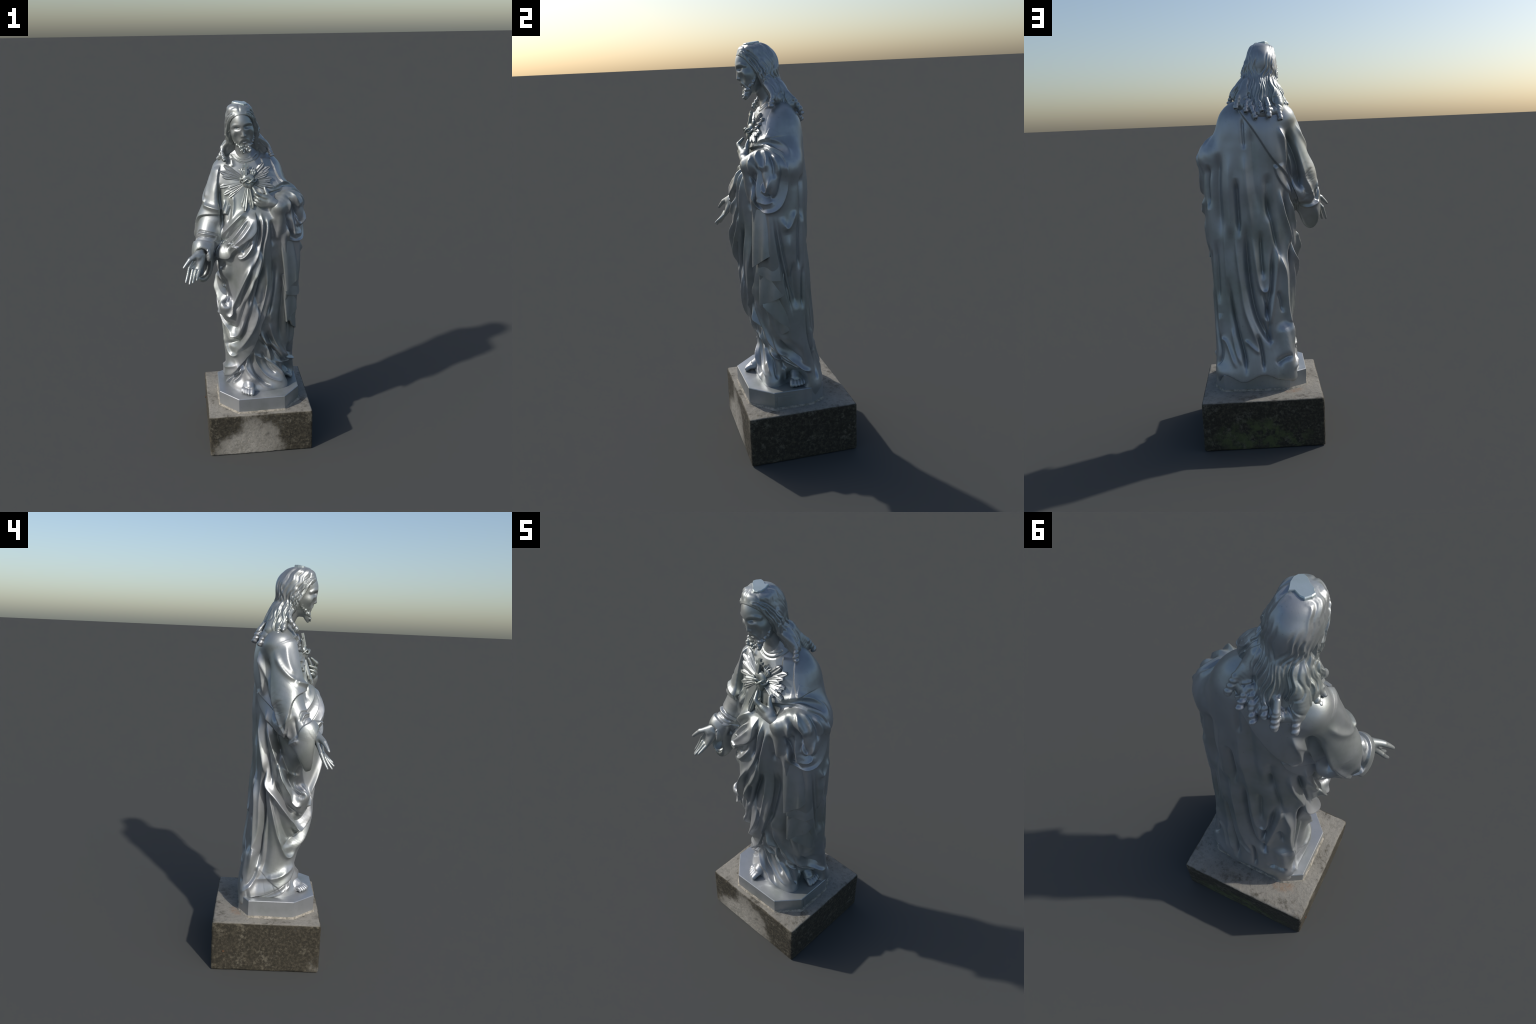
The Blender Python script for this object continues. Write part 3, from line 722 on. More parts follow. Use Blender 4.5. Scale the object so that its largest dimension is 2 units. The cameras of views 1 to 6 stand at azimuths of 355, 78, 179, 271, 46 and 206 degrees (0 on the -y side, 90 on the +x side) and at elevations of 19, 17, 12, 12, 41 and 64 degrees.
# combed waves: furrows and ribs flowing from the parting, uneven in width and depth
for s in (-1, 1):
    for j in range(24):
        u = j / 23 + rng.uniform(-0.012, 0.012)
        start, end = 20 + 135 * u, 60 + 112 * u
        low = -0.075 + 0.02 * u + rng.uniform(-0.015, 0.012)
        top = 0.100 - 0.040 * abs(math.sin(3.1 * u)) * rng.uniform(0.5, 1.3)
        ph, amp = 1.2 + 5 * u + rng.uniform(-0.4, 0.4), rng.uniform(6, 11)
        path = []
        for i in range(24):
            t = i / 23
            phi = start + (end - start) * t ** 0.8 + amp * math.sin(9.5 * t + ph) * t
            x, y, z = scalp(phi, top + (low - top) * t ** 1.1)
            path.append(hp(s * x, y, z))
        deep = rng.uniform(0.45, 1.2)
        locks.strand("groove" if j % 2 else "ridge", path, rng.uniform(0.0028, 0.0058), (-0.0040 if j % 2 else 0.0034) * deep, ends=(0.4, 0.25))
for j in range(32):
    u = -1.05 + 2.1 * j / 31
    ph, amp = 3.5 * u + rng.uniform(-0.5, 0.5), rng.uniform(0.006, 0.012)
    endz = 1.650 + 0.024 * u * u + rng.uniform(-0.008, 0.012)
    path = []
    for i in range(26):
        t = i / 25
        z = 1.850 + (endz - 1.850) * t
        y = 0.036 + 0.076 * t - (0.085 + 0.02 * t) * u * u
        x = -0.013 + (0.066 + 0.058 * t ** 1.2) * u + amp * math.sin(13 * t + ph) * (0.2 + 0.8 * t)
        path.append((x, y, z))
    locks.strand("groove" if j % 2 else "ridge", path, rng.uniform(0.0028, 0.0060), (-0.0042 if j % 2 else 0.0035) * rng.uniform(0.45, 1.2), ends=(0.25, 0.15))
# waves along the hair edge by the face and on the side falls
for s in (-1, 1):
    for k in range(5):
        d = 0.004 + 0.0055 * k
        edge = [hp(s * (0.020 + d * 0.3), 0.062 - d * 0.5, 0.090 + d * 0.3), hp(s * (0.046 + d * 0.2), 0.044 - d * 0.8, 0.080 + d * 0.2), hp(s * 0.064, 0.020 - d, 0.054 + d * 0.3),
                hp(s * 0.076, -0.002 - d * 1.2, 0.022), hp(s * 0.086, -0.016 - d * 1.3, -0.010), hp(s * 0.088, -0.026 - d * 1.2, -0.040), hp(s * 0.078, -0.036 - d, -0.068)]
        edge = [np.array(p) + V3(0, 0.0035 * math.sin(2.1 * i + k), 0.0025 * math.cos(2.3 * i + k)) for i, p in enumerate(spline(edge, 20))]
        locks.strand("groove" if k % 2 == 0 else "ridge", edge, 0.0032, -0.0036 if k % 2 == 0 else 0.003, ends=(0.2, 0.2))
    for k in range(6):
        y = -0.050 + 0.013 * k
        fall = [(s * 0.085 - 0.008, y, 1.80), (s * 0.104 - 0.006, y + 0.012, 1.775), (s * 0.118 - 0.004, y + 0.008, 1.748), (s * 0.128 - 0.004, y + 0.022, 1.716)]
        locks.strand("groove" if k % 2 else "ridge", spline(fall, 16), 0.0034, -0.004 if k % 2 else 0.0034)
# loose waves combed from the parting over the crown
for s in (-1, 1):
    for k in range(6):
        y0 = 0.052 - 0.020 * k
        wave = spline([hp(s * 0.008, y0, 0.150), hp(s * 0.036, y0 - 0.008, 0.128), hp(s * 0.062, y0 - 0.022 - 0.006 * k, 0.092), hp(s * 0.080, y0 - 0.040 - 0.006 * k, 0.052)], 18)
        wave = [p + V3(0, 0.004 * math.sin(1.1 * i + k), 0) for i, p in enumerate(wave)]
        locks.strand("groove" if k % 2 == 0 else "ridge", wave, 0.0055, -0.0026 if k % 2 == 0 else 0.0022, ends=(0.4, 0.2))
# parting
locks.strand("groove", [hp(0.0, 0.070, 0.092), hp(0.0, 0.050, 0.112), hp(0.002, 0.020, 0.128)], 0.006, -0.003)
locks.apply()

# broken plate left on the crown, with a ragged rim
PLATE = [(-0.006, -0.133), (-0.020, -0.127), (-0.034, -0.112), (-0.055, -0.097), (-0.057, -0.090), (-0.064, -0.082), (-0.060, -0.070), (-0.047, -0.054), (-0.032, -0.056), (-0.018, -0.064), (-0.012, -0.068), (0.002, -0.060), (0.006, -0.074), (0.012, -0.090), (0.013, -0.112), (0.006, -0.126)]


# ---------------------------------------------------------------- hands and feet
def finger(sol, pts, r0, r1, k=0.003):
    P = spline(pts, 9)
    for i in range(8):
        a, b = i / 8, (i + 1) / 8
        sol.cone(P[i], P[i + 1], r0 + (r1 - r0) * a, r0 + (r1 - r0) * b, k)


# open right hand, palm forward, fingers down
right_hand = Solid((-0.38, -0.31, 1.04), (-0.19, -0.10, 1.30), 0.0016)
right_hand.chain([(-0.238, -0.130, 1.275, 0.022), (-0.255, -0.180, 1.232, 0.021), (-0.272, -0.200, 1.205, 0.023)], 0.01)
right_hand.chain([(-0.262, -0.193, 1.215, 0.019), (-0.290, -0.206, 1.178, 0.014), (-0.318, -0.214, 1.148, 0.0095)], 0.008)
right_hand.chain([(-0.262, -0.193, 1.212, 0.019), (-0.282, -0.210, 1.172, 0.014), (-0.300, -0.225, 1.143, 0.0100)], 0.008)
right_hand.chain([(-0.250, -0.190, 1.212, 0.019), (-0.266, -0.212, 1.170, 0.014), (-0.283, -0.228, 1.140, 0.0095)], 0.008)
right_hand.chain([(-0.244, -0.190, 1.205, 0.016), (-0.255, -0.212, 1.168, 0.013), (-0.266, -0.228, 1.138, 0.0090)], 0.008)
right_hand.chain([(-0.268, -0.195, 1.225, 0.016), (-0.296, -0.216, 1.208, 0.014), (-0.314, -0.226, 1.200, 0.0115)], 0.008)
right_hand.ball((-0.292, -0.236, 1.168), (0.020, 0.012, 0.022), 0.012, carve=True)
finger(right_hand, [(-0.312, -0.224, 1.201), (-0.330, -0.236, 1.183), (-0.3475, -0.2465, 1.1635)], 0.0115, 0.0065)
finger(right_hand, [(-0.319, -0.214, 1.147), (-0.330, -0.229, 1.112), (-0.3405, -0.2455, 1.0815)], 0.0092, 0.0058)
finger(right_hand, [(-0.301, -0.226, 1.142), (-0.312, -0.247, 1.105), (-0.3210, -0.2670, 1.0785)], 0.0095, 0.0058)
finger(right_hand, [(-0.284, -0.229, 1.140), (-0.295, -0.254, 1.110), (-0.3035, -0.2765, 1.0890)], 0.0090, 0.0056)
finger(right_hand, [(-0.267, -0.230, 1.137), (-0.276, -0.252, 1.117), (-0.2825, -0.2725, 1.1010)], 0.0082, 0.0052)
RHV, RHQ = right_hand.mesh()
RHV = relax(RHV, RHQ, 1)

# left hand raised to the chest, forefinger and thumb pointing at the heart
left_hand = Solid((0.0, -0.225, 1.42), (0.20, -0.12, 1.59), 0.0016)
left_hand.chain([(0.185, -0.160, 1.462, 0.026), (0.150, -0.178, 1.474, 0.025), (0.118, -0.182, 1.488, 0.023)], 0.01)
left_hand.chain([(0.122, -0.180, 1.500, 0.018), (0.090, -0.186, 1.515, 0.015), (0.070, -0.188, 1.522, 0.0105)], 0.008)
left_hand.chain([(0.120, -0.182, 1.490, 0.018), (0.085, -0.188, 1.496, 0.014), (0.064, -0.190, 1.506, 0.0105)], 0.008)
left_hand.chain([(0.120, -0.182, 1.482, 0.018), (0.082, -0.186, 1.484, 0.013), (0.058, -0.186, 1.490, 0.0100)], 0.008)
left_hand.chain([(0.120, -0.182, 1.474, 0.017), (0.078, -0.182, 1.472, 0.012), (0.050, -0.179, 1.478, 0.0090)], 0.008)
left_hand.chain([(0.130, -0.176, 1.498, 0.016), (0.116, -0.170, 1.512, 0.0135), (0.107, -0.164, 1.523, 0.0115)], 0.008)
finger(left_hand, [(0.072, -0.187, 1.521), (0.050, -0.192, 1.536), (0.0450, -0.1900, 1.5420)], 0.0105, 0.0085)
finger(left_hand, [(0.0450, -0.1895, 1.5420), (0.038, -0.176, 1.5530), (0.0315, -0.1640, 1.5635)], 0.0085, 0.0055)
finger(left_hand, [(0.064, -0.190, 1.506), (0.052, -0.184, 1.516), (0.040, -0.158, 1.524)], 0.0100, 0.0062)
finger(left_hand, [(0.056, -0.186, 1.491), (0.045, -0.180, 1.499), (0.039, -0.160, 1.505)], 0.0095, 0.0060)
finger(left_hand, [(0.050, -0.179, 1.478), (0.041, -0.176, 1.483), (0.036, -0.164, 1.487)], 0.0085, 0.0056)
finger(left_hand, [(0.108, -0.165, 1.521), (0.100, -0.160, 1.540), (0.0935, -0.1520, 1.5590)], 0.0110, 0.0060)
LHV, LHQ = left_hand.mesh()
LHV = relax(LHV, LHQ, 1)


def foot(heel, toe, side, g=1.25, h=0.0016):
    """Bare foot on the plinth from heel to middle toe; side = direction of the big toe, g = girth."""
    heel, toe, side = V3(*heel), V3(*toe), V3(*side)
    f = toe - heel
    L = np.linalg.norm(f)
    f /= L
    lo = np.minimum(heel, toe) - 0.08
    hi = np.maximum(heel, toe) + 0.08
    lo[2], hi[2] = 0.325, 0.48
    sol = Solid(lo, hi, h)
    up = V3(0, 0, 1)
    at = lambda a, b, c, r: (*(heel + f * a * L + side * b * g + up * c * g), r * g)
    sol.chain([at(0.0, 0, 0.032, 0.032), at(0.35, 0.002, 0.038, 0.027), at(0.62, 0.006, 0.025, 0.021)], 0.012)
    sol.chain([at(0.0, 0, 0.030, 0.028), at(0.4, -0.012, 0.022, 0.022), at(0.66, -0.014, 0.014, 0.015)], 0.012)
    for i, (b, reach, r) in enumerate(((0.020, 1.0, 0.0105), (0.006, 1.01, 0.0080), (-0.006, 0.97, 0.0076), (-0.017, 0.92, 0.0072), (-0.027, 0.85, 0.0068))):
        sol.chain([at(0.62, b * 0.85, 0.019, r * 1.1), at(0.62 + (reach - 0.62) * 0.55, b * 1.02, 0.019, r), at(reach - 0.03, b * 1.04, 0.0100, r * 0.95)], 0.0025)
    V, Q = sol.mesh()
    return relax(V, Q, 1), Q


RFV, RFQ = foot((0.005, -0.075, 0.345), (-0.022, -0.204, 0.345), (0.97, -0.23, 0))
LFV, LFQ = foot((0.145, 0.025, 0.347), (0.262, 0.000, 0.347), (-0.23, -0.97, 0))


# ---------------------------------------------------------------- cloth falling in zigzags from the left forearm
def fall(tl, tr, bl, br, bulge, dip, thick=0.009, nu=26, nv=44):
    """Thin hanging panel through four corners, bellied outwards, with a curved lower hem."""
    tl, tr, bl, br = (V3(*p) for p in (tl, tr, bl, br))
    across = (tr - tl + br - bl) / 2
    out = V3(across[1], -across[0], 0)
    out /= np.linalg.norm(out)
    P = np.zeros((nv, nu, 3))
    for j in range(nv):
        v = j / (nv - 1)
        for i in range(nu):
            u = i / (nu - 1)
            p = (tl * (1 - u) + tr * u) * (1 - v) + (bl * (1 - u) + br * u) * v
            p = p + out * (-0.014 * (1 - v) ** 1.5 + bulge * math.sin(math.pi * u) + 0.005 * math.sin(2 * math.pi * (u * 1.5 + 0.2 * v)) * (0.3 + 0.7 * v))
            p[2] += dip * math.sin(math.pi * u) * v * v
            P[j, i] = p
    edge = np.zeros((nv, nu))
    front, back = P, P - out * thick
    V = np.vstack([front.reshape(-1, 3), back.reshape(-1, 3)])
    q, M = [], nu * nv
    idx = lambda j, i, k=0: k * M + j * nu + i
    for j in range(nv - 1):
        for i in range(nu - 1):
            q.append((idx(j, i), idx(j + 1, i), idx(j + 1, i + 1), idx(j, i + 1)))
            q.append((idx(j, i, 1), idx(j, i + 1, 1), idx(j + 1, i + 1, 1), idx(j + 1, i, 1)))
    for j in range(nv - 1):
        for i, flip in ((0, 1), (nu - 1, 0)):
            f = (idx(j, i), idx(j + 1, i), idx(j + 1, i, 1), idx(j, i, 1))
            q.append(f[::-1] if flip else f)
    for i in range(nu - 1):
        for j, flip in ((0, 0), (nv - 1, 1)):
            f = (idx(j, i), idx(j, i + 1), idx(j, i + 1, 1), idx(j, i, 1))
            q.append(f[::-1] if flip else f)
    return V, np.array(q)


FALLS = [
    fall((0.190, -0.176, 1.290), (0.266, -0.105, 1.270), (0.204, -0.184, 0.978), (0.289, -0.108, 1.053), 0.014, 0.000),
    fall((0.198, -0.163, 1.060), (0.284, -0.085, 1.120), (0.203, -0.166, 0.952), (0.299, -0.076, 0.926), 0.012, -0.010),
    fall((0.206, -0.158, 0.990), (0.282, -0.058, 0.980), (0.208, -0.163, 0.783), (0.286, -0.056, 0.846), 0.014, 0.000),
    fall((0.216, -0.148, 0.860), (0.282, -0.040, 0.890), (0.228, -0.148, 0.785), (0.279, -0.024, 0.676), 0.012, -0.012),
    fall((0.216, -0.120, 0.770), (0.270, -0.022, 0.790), (0.211, -0.089, 0.608), (0.275, -0.020, 0.672), 0.014, 0.000),
]


# ---------------------------------------------------------------- radiant heart on the chest
def bar(a, b, w0, w1, deep, tip=0.16):
    """Ridged ray: roof-shaped bar from a to b with a pointed end."""
    a, b = np.array(a, float), np.array(b, float)
    d = b - a
    L = np.linalg.norm(d)
    d /= L
    out = V3(0, -1, 0.05)
    side = np.cross(d, out)
    side /= np.linalg.norm(side)
    out = np.cross(side, d)
    v, f = [], []
    rows = [(0, w0), (0.5, (w0 + w1) / 2), (1 - tip, w1), (1.0, w1 * 0.42)]
    for t, w in rows:
        p = a + d * L * t
        c = 1.0 if t < 1 else 0.6
        v += [p - side * w - out * deep, p - side * w + out * 0.0, p - side * w * 0.45 + out * deep * 0.8 * c, p + out * deep * 0.45 * c,
              p + side * w * 0.45 + out * deep * 0.8 * c, p + side * w, p + side * w - out * deep]
    for i in range(len(rows) - 1):
        for k in range(7):
            f.append((i * 7 + k, i * 7 + (k + 1) % 7, (i + 1) * 7 + (k + 1) % 7, (i + 1) * 7 + k))
    f += [tuple(range(7))[::-1], tuple(range(len(v) - 7, len(v)))]
    me = bpy.data.meshes.new("ray")
    me.from_pydata([tuple(x) for x in v], [], f)
    return me


HEART = V3(0.010, -0.120, 1.588)
RAYS = [  # tip x, tip height, half width
    (-0.114, 1.668, 0.0110), (-0.104, 1.648, 0.0085), (-0.136, 1.637, 0.0105), (-0.124, 1.612, 0.0090), (-0.098, 1.628, 0.0080),
    (-0.138, 1.558, 0.0110), (-0.098, 1.549, 0.0090), (-0.119, 1.520, 0.0100), (-0.094, 1.506, 0.0090), (-0.080, 1.530, 0.0080),
    (0.096, 1.676, 0.0115), (0.084, 1.658, 0.0085), (0.129, 1.656, 0.0105), (0.122, 1.634, 0.0090), (0.100, 1.634, 0.0080),
    (0.109, 1.617, 0.0085), (0.136, 1.598, 0.0110), (0.128, 1.584, 0.0085), (0.112, 1.578, 0.0080),
    (0.144, 1.557, 0.0100), (0.116, 1.562, 0.0085), (0.100, 1.552, 0.0075),
    (-0.015, 1.441, 0.0110), (-0.027, 1.462, 0.0085), (0.028, 1.452, 0.0105), (0.008, 1.480, 0.0085), (0.020, 1.476, 0.0080),
]
heart = Solid((-0.06, -0.18, 1.52), (0.085, -0.07, 1.70), 0.0013)
for s in (-1, 1):
    heart.chain([(0.019, -0.130, 1.553, 0.007), (0.012 + s * 0.012, -0.128, 1.572, 0.016), (0.010 + s * 0.016, -0.120, 1.592, 0.019), (0.010 + s * 0.016, -0.118, 1.604, 0.015)], 0.010)
heart.ball((0.010, -0.118, 1.612), (0.028, 0.016, 0.018), 0.01)
HTV, HTQ = heart.mesh()
HTV = relax(HTV, HTQ, 1)
thorns = Solid((-0.06, -0.18, 1.55), (0.085, -0.05, 1.65), 0.0013)
for ph in (0, math.pi):
    pts = []
    for i in range(61):
        g = 2 * math.pi * i / 60
        w = math.sin(4 * g + ph)
        pts.append((0.010 + (0.041 + 0.004 * w) * math.cos(g), -0.112 - (0.038 + 0.003 * w) * math.sin(g), 1.596 + 0.0095 * math.cos(4 * g + ph), 0.0048))
    tube(thorns, pts, 0.0012)
TV, TQ = thorns.mesh()
flames = Solid((-0.07, -0.16, 1.60), (0.09, -0.06, 1.70), 0.0013)
for x0, x1, z1, r in ((-0.016, -0.038, 1.652, 0.0065), (-0.010, -0.024, 1.656, 0.007), (-0.004, -0.010, 1.645, 0.006), (0.024, 0.026, 1.652, 0.006), (0.030, 0.040, 1.660, 0.007), (0.036, 0.056, 1.656, 0.0065)):
    flames.chain([(x0, -0.116, 1.616, r), ((x0 + x1) / 2 + 0.004, -0.114, 1.634, r * 0.9), ((x0 + x1) / 2 - 0.002, -0.111, 1.645, r * 0.7), (x1, -0.106, z1, 0.0022)], 0.002)
FLV, FLQ = flames.mesh()


def box_mesh(c, s):
    c = np.array(c)
    v = [tuple(c + V3(i * s[0], j * s[1], k * s[2])) for i in (-1, 1) for j in (-1, 1) for k in (-1, 1)]
    f = [(0, 1, 3, 2), (4, 6, 7, 5), (0, 4, 5, 1), (2, 3, 7, 6), (0, 2, 6, 4), (1, 5, 7, 3)]
    me = bpy.data.meshes.new("box")
    me.from_pydata(v, [], f)
    return me


# ---------------------------------------------------------------- materials
class Nodes:
    def __init__(self, name):
        self.mat = bpy.data.materials.new(name)
        self.mat.use_nodes = True
        self.t = self.mat.node_tree
        self.bsdf = self.t.nodes["Principled BSDF"]
        self.co = self.t.nodes.new("ShaderNodeTexCoord").outputs["Object"]
        self.xyz = None

    def link(self, a, b):
        self.t.links.new(a, b)

    def noise(self, scale, detail=4, rough=0.55, stretch=None):
        n = self.t.nodes.new("ShaderNodeTexNoise")
        n.inputs["Scale"].default_value = scale
        n.inputs["Detail"].default_value = detail
        n.inputs["Roughness"].default_value = rough
        co = self.co
        if stretch:
            m = self.t.nodes.new("ShaderNodeMapping")
            m.inputs["Scale"].default_value = stretch
            self.link(co, m.inputs["Vector"])
            co = m.outputs["Vector"]
        self.link(co, n.inputs["Vector"])
        return n.outputs["Fac"]

    def ramp(self, fac, lo, hi):
        r = self.t.nodes.new("ShaderNodeMapRange")
        r.interpolation_type = "SMOOTHSTEP"
        r.inputs["From Min"].default_value = lo
        r.inputs["From Max"].default_value = hi
        self.link(fac, r.inputs["Value"])
        return r.outputs["Result"]

    def math(self, op, a, b=None, clamp=False):
        m = self.t.nodes.new("ShaderNodeMath")
        m.operation = op
        m.use_clamp = clamp
        for i, v in enumerate((a, b)):
            if v is None:
                continue
            if isinstance(v, (int, float)):
                m.inputs[i].default_value = v
            else:
                self.link(v, m.inputs[i])
        return m.outputs[0]

    def mix(self, fac, a, b):
        m = self.t.nodes.new("ShaderNodeMix")
        m.data_type = "RGBA"
        for sock, v in (("Factor", fac), ("A", a), ("B", b)):
            i = next(x for x in m.inputs if x.name == sock and (x.type == "VALUE" if sock == "Factor" else x.type == "RGBA"))
            if isinstance(v, (int, float)):
                i.default_value = v
            elif isinstance(v, tuple):
                i.default_value = (*v, 1)
            else:
                self.link(v, i)
        return next(x for x in m.outputs if x.type == "RGBA")

    def axis(self, k):
        if self.xyz is None:
            n = self.t.nodes.new("ShaderNodeSeparateXYZ")
            self.link(self.co, n.inputs[0])
            self.xyz = n.outputs
        return self.xyz[k]

    def spot(self, c, r):
        """1 inside an ellipsoidal patch, fading outwards."""
        d = None
        for k in range(3):
            if r[k] is None:
                continue
            q = self.math("DIVIDE", self.math("SUBTRACT", self.axis(k), c[k]), r[k])
            q = self.math("MULTIPLY", q, q)
            d = q if d is None else self.math("ADD", d, q)
        return self.math("SUBTRACT", 1.0, d, clamp=True)

    def bump(self, h, strength, dist):
        b = self.t.nodes.new("ShaderNodeBump")
        b.inputs["Strength"].default_value = strength
        b.inputs["Distance"].default_value = dist
        self.link(h, b.inputs["Height"])
        self.link(b.outputs["Normal"], self.bsdf.inputs["Normal"])

    def finish(self, col, rough, metallic=0.0):
        i = self.bsdf.inputs
        if isinstance(col, tuple):
            i["Base Color"].default_value = (*col, 1)
        else:
            self.link(col, i["Base Color"])
        if isinstance(rough, (int, float)):
            i["Roughness"].default_value = rough
        else:
            self.link(rough, i["Roughness"])
        i["Metallic"].default_value = metallic
        return self.mat


def silver_paint(name, tone=1.0, tint=(1, 1, 1)):
    n = Nodes(name)
    c = lambda r, g, b: (r * tone * tint[0], g * tone * tint[1], b * tone * tint[2])
    reflected_green = n.ramp(n.noise(3.2, 5, 0.6), 0.38, 0.66)              # patchy green tint painted in for baked grass reflections
    col = n.mix(reflected_green, c(0.385, 0.398, 0.415), c(0.285, 0.312, 0.295))
    streak = n.ramp(n.noise(9, 4, 0.6, (1, 1, 0.18)), 0.50, 0.72)   # rain streaks
    col = n.mix(n.math("MULTIPLY", streak, 0.45), col, c(0.25, 0.265, 0.265))
    fleck = n.ramp(n.noise(150, 2, 0.5), 0.66, 0.74)
    col = n.mix(n.math("MULTIPLY", fleck, 0.35), col, c(0.17, 0.18, 0.16))
    n.bump(n.noise(230, 3, 0.6), 0.10, 0.002)
    rough = n.math("ADD", 0.34, n.math("MULTIPLY", n.noise(14, 3), 0.14))
    return n.finish(col, rough, 0.65)


def weathered_concrete(name):
    n = Nodes(name)
    fine = n.noise(70, 5, 0.7)
    mid = n.noise(17, 5, 0.65)
    big = n.noise(5.0, 4, 0.6)
    pale = n.mix(n.ramp(n.math("ADD", n.math("MULTIPLY", fine, 0.5), n.math("MULTIPLY", mid, 0.5)), 0.38, 0.62), (0.200, 0.188, 0.160), (0.330, 0.312, 0.275))
    lichen = n.ramp(n.math("ADD", n.math("MULTIPLY", n.noise(11, 6, 0.7), 0.8), n.math("MULTIPLY", fine, 0.35)), 0.60, 0.76)
    grime = n.mix(n.ramp(fine, 0.40, 0.72), (0.022, 0.019, 0.012), (0.070, 0.060, 0.040))
    grime = n.mix(n.math("MULTIPLY", lichen, 0.75), grime, (0.135, 0.122, 0.092))
    z = n.axis(2)
    top = n.ramp(z, 0.250, 0.2560)
    # growth covers the upright faces except a washed patch on the front
    clean = n.spot((0.03, -0.27, 0.07), (0.20, 0.10, 0.26))
    clean = n.math("ADD", clean, n.math("MULTIPLY", n.spot((-0.14, -0.27, 0.0), (0.17, 0.08, 0.17)), 0.8))
    cover = n.math("ADD", n.math("ADD", n.math("MULTIPLY", big, 0.5), n.math("MULTIPLY", mid, 1.1)), n.math("MULTIPLY", fine, 0.5))
    side = n.ramp(n.math("SUBTRACT", cover, n.math("MULTIPLY", clean, 0.62)), 0.42, 0.90)
    spots = n.ramp(n.math("ADD", n.math("ADD", n.math("MULTIPLY", mid, 0.7), n.math("MULTIPLY", big, 0.35)), n.math("MULTIPLY", fine, 0.5)), 0.70, 0.98)
    m = n.t.nodes.new("ShaderNodeMix")
    n.link(top, m.inputs[0])
    n.link(side, m.inputs[2])
    n.link(n.math("MULTIPLY", spots, 0.9), m.inputs[3])
    col = n.mix(m.outputs[0], pale, grime)
    # moss low on the rear faces, rust by the plinth corner
    moss = n.math("MULTIPLY", n.ramp(n.math("ADD", n.math("MULTIPLY", n.spot((0.05, 0.29, 0.05), (0.45, 0.06, 0.17)), 0.75), n.math("MULTIPLY", big, 0.6)), 0.62, 0.98), n.ramp(mid, 0.42, 0.62))
    col = n.mix(n.math("MULTIPLY", moss, 0.85), col, (0.075, 0.090, 0.032))
    rust = n.math("MULTIPLY", n.spot((-0.115, 0.155, 0.256), (0.070, 0.040, 0.02)), n.ramp(mid, 0.38, 0.62))
    col = n.mix(n.math("MULTIPLY", rust, 0.8), col, (0.22, 0.11, 0.045))
    n.bump(n.math("ADD", fine, mid), 0.5, 0.006)
    return n.finish(col, 0.93)


silver = silver_paint("silver_paint")
plate_metal = silver_paint("bare_metal", 1.35, (0.95, 1.04, 1.02))
concrete = weathered_concrete("weathered_concrete")
_m = Nodes("mortar")
mortar = _m.finish(_m.mix(_m.ramp(_m.noise(60, 5, 0.7), 0.35, 0.65), (0.16, 0.15, 0.12), (0.34, 0.31, 0.26)), 0.95)
_m = Nodes("rusty_iron")
rusty = _m.finish(_m.mix(_m.noise(80, 4), (0.05, 0.028, 0.015), (0.12, 0.062, 0.03)), 0.85)


# ---------------------------------------------------------------- assembly
def add(name, me, mat, parent=None):
    me.name = name
    ob = bpy.data.objects.new(name, me)
    bpy.context.collection.objects.link(ob)
    me.materials.append(mat)
    if parent:
        ob.parent = parent
    return ob


root = bpy.data.objects.new("statue", None)
bpy.context.collection.objects.link(root)
root["label"] = "silver painted statue of a robed bearded man with radiant heart"
root["category"] = "statue"

# --- clothing: one surface, divided into mantle, tunic and the two sleeves
FC = robe.V[robe.Q].mean(1)


def axis_distance(P, pts):
    best = np.full(len(P), 9.0)
    for a, b in zip(pts[:-1], pts[1:]):
        a, b = np.array(a), np.array(b)
        d = b - a
        t = np.clip((P - a) @ d / (d @ d), 0, 1)
        best = np.minimum(best, np.linalg.norm(P - a - t[:, None] * d, axis=1))
    return best


X, Y, Z = FC.T
right_sleeve = (axis_distance(FC, [(-0.20, -0.07, 1.34), (-0.245, -0.15, 1.20), (-0.25, -0.15, 1.09)]) < 0.085) & (X < -0.165 + 0.10 * (Z - 1.10)) & (Y < -0.02 - 0.5 * (Z - 1.28))
left_sleeve = ((((X - 0.255) / 0.10) ** 2 + ((Y + 0.10) / 0.085) ** 2 + ((Z - 1.375) / 0.14) ** 2 < 1) | (axis_distance(FC, [(0.165, -0.17, 1.45), (0.16, -0.16, 1.30)]) < 0.046)) & (X > 0.115) & (Z < 1.50 - 0.25 * (Y + 0.15))
edge_x = np.interp(Z, [0.40, 0.45, 0.55, 0.66, 0.78, 0.93, 1.07, 1.20], [-0.12, -0.05, -0.01, 0.03, 0.061, 0.092, 0.113, 0.11])
tunic = (Y < -0.02) & (Z < 1.26) & (X > edge_x) & (X < np.interp(Z, [0.50, 0.62, 0.80, 1.26], [0.30, 0.205, 0.195, 0.20]))
tunic |= (Y < 0.0) & (Z > 1.40) & (X > np.interp(Z, [1.40, 1.55, 1.72], [-0.135, -0.125, -0.085])) & (X < np.interp(Z, [1.40, 1.56, 1.72], [0.10, 0.11, 0.065]))
tunic &= ~(left_sleeve | right_sleeve)
RN = vertex_normals(robe.V, robe.Q)
for name, mask in (("mantle", ~(tunic | left_sleeve | right_sleeve)), ("tunic", tunic), ("sleeve", right_sleeve), ("sleeve", left_sleeve)):
    q = robe.Q[mask]
    used, inv = np.unique(q, return_inverse=True)
    me = make_mesh(name, robe.V[used], inv.reshape(-1, 4))
    me.normals_split_custom_set_from_vertices(RN[used].tolist())
    add(name, me, silver, root)

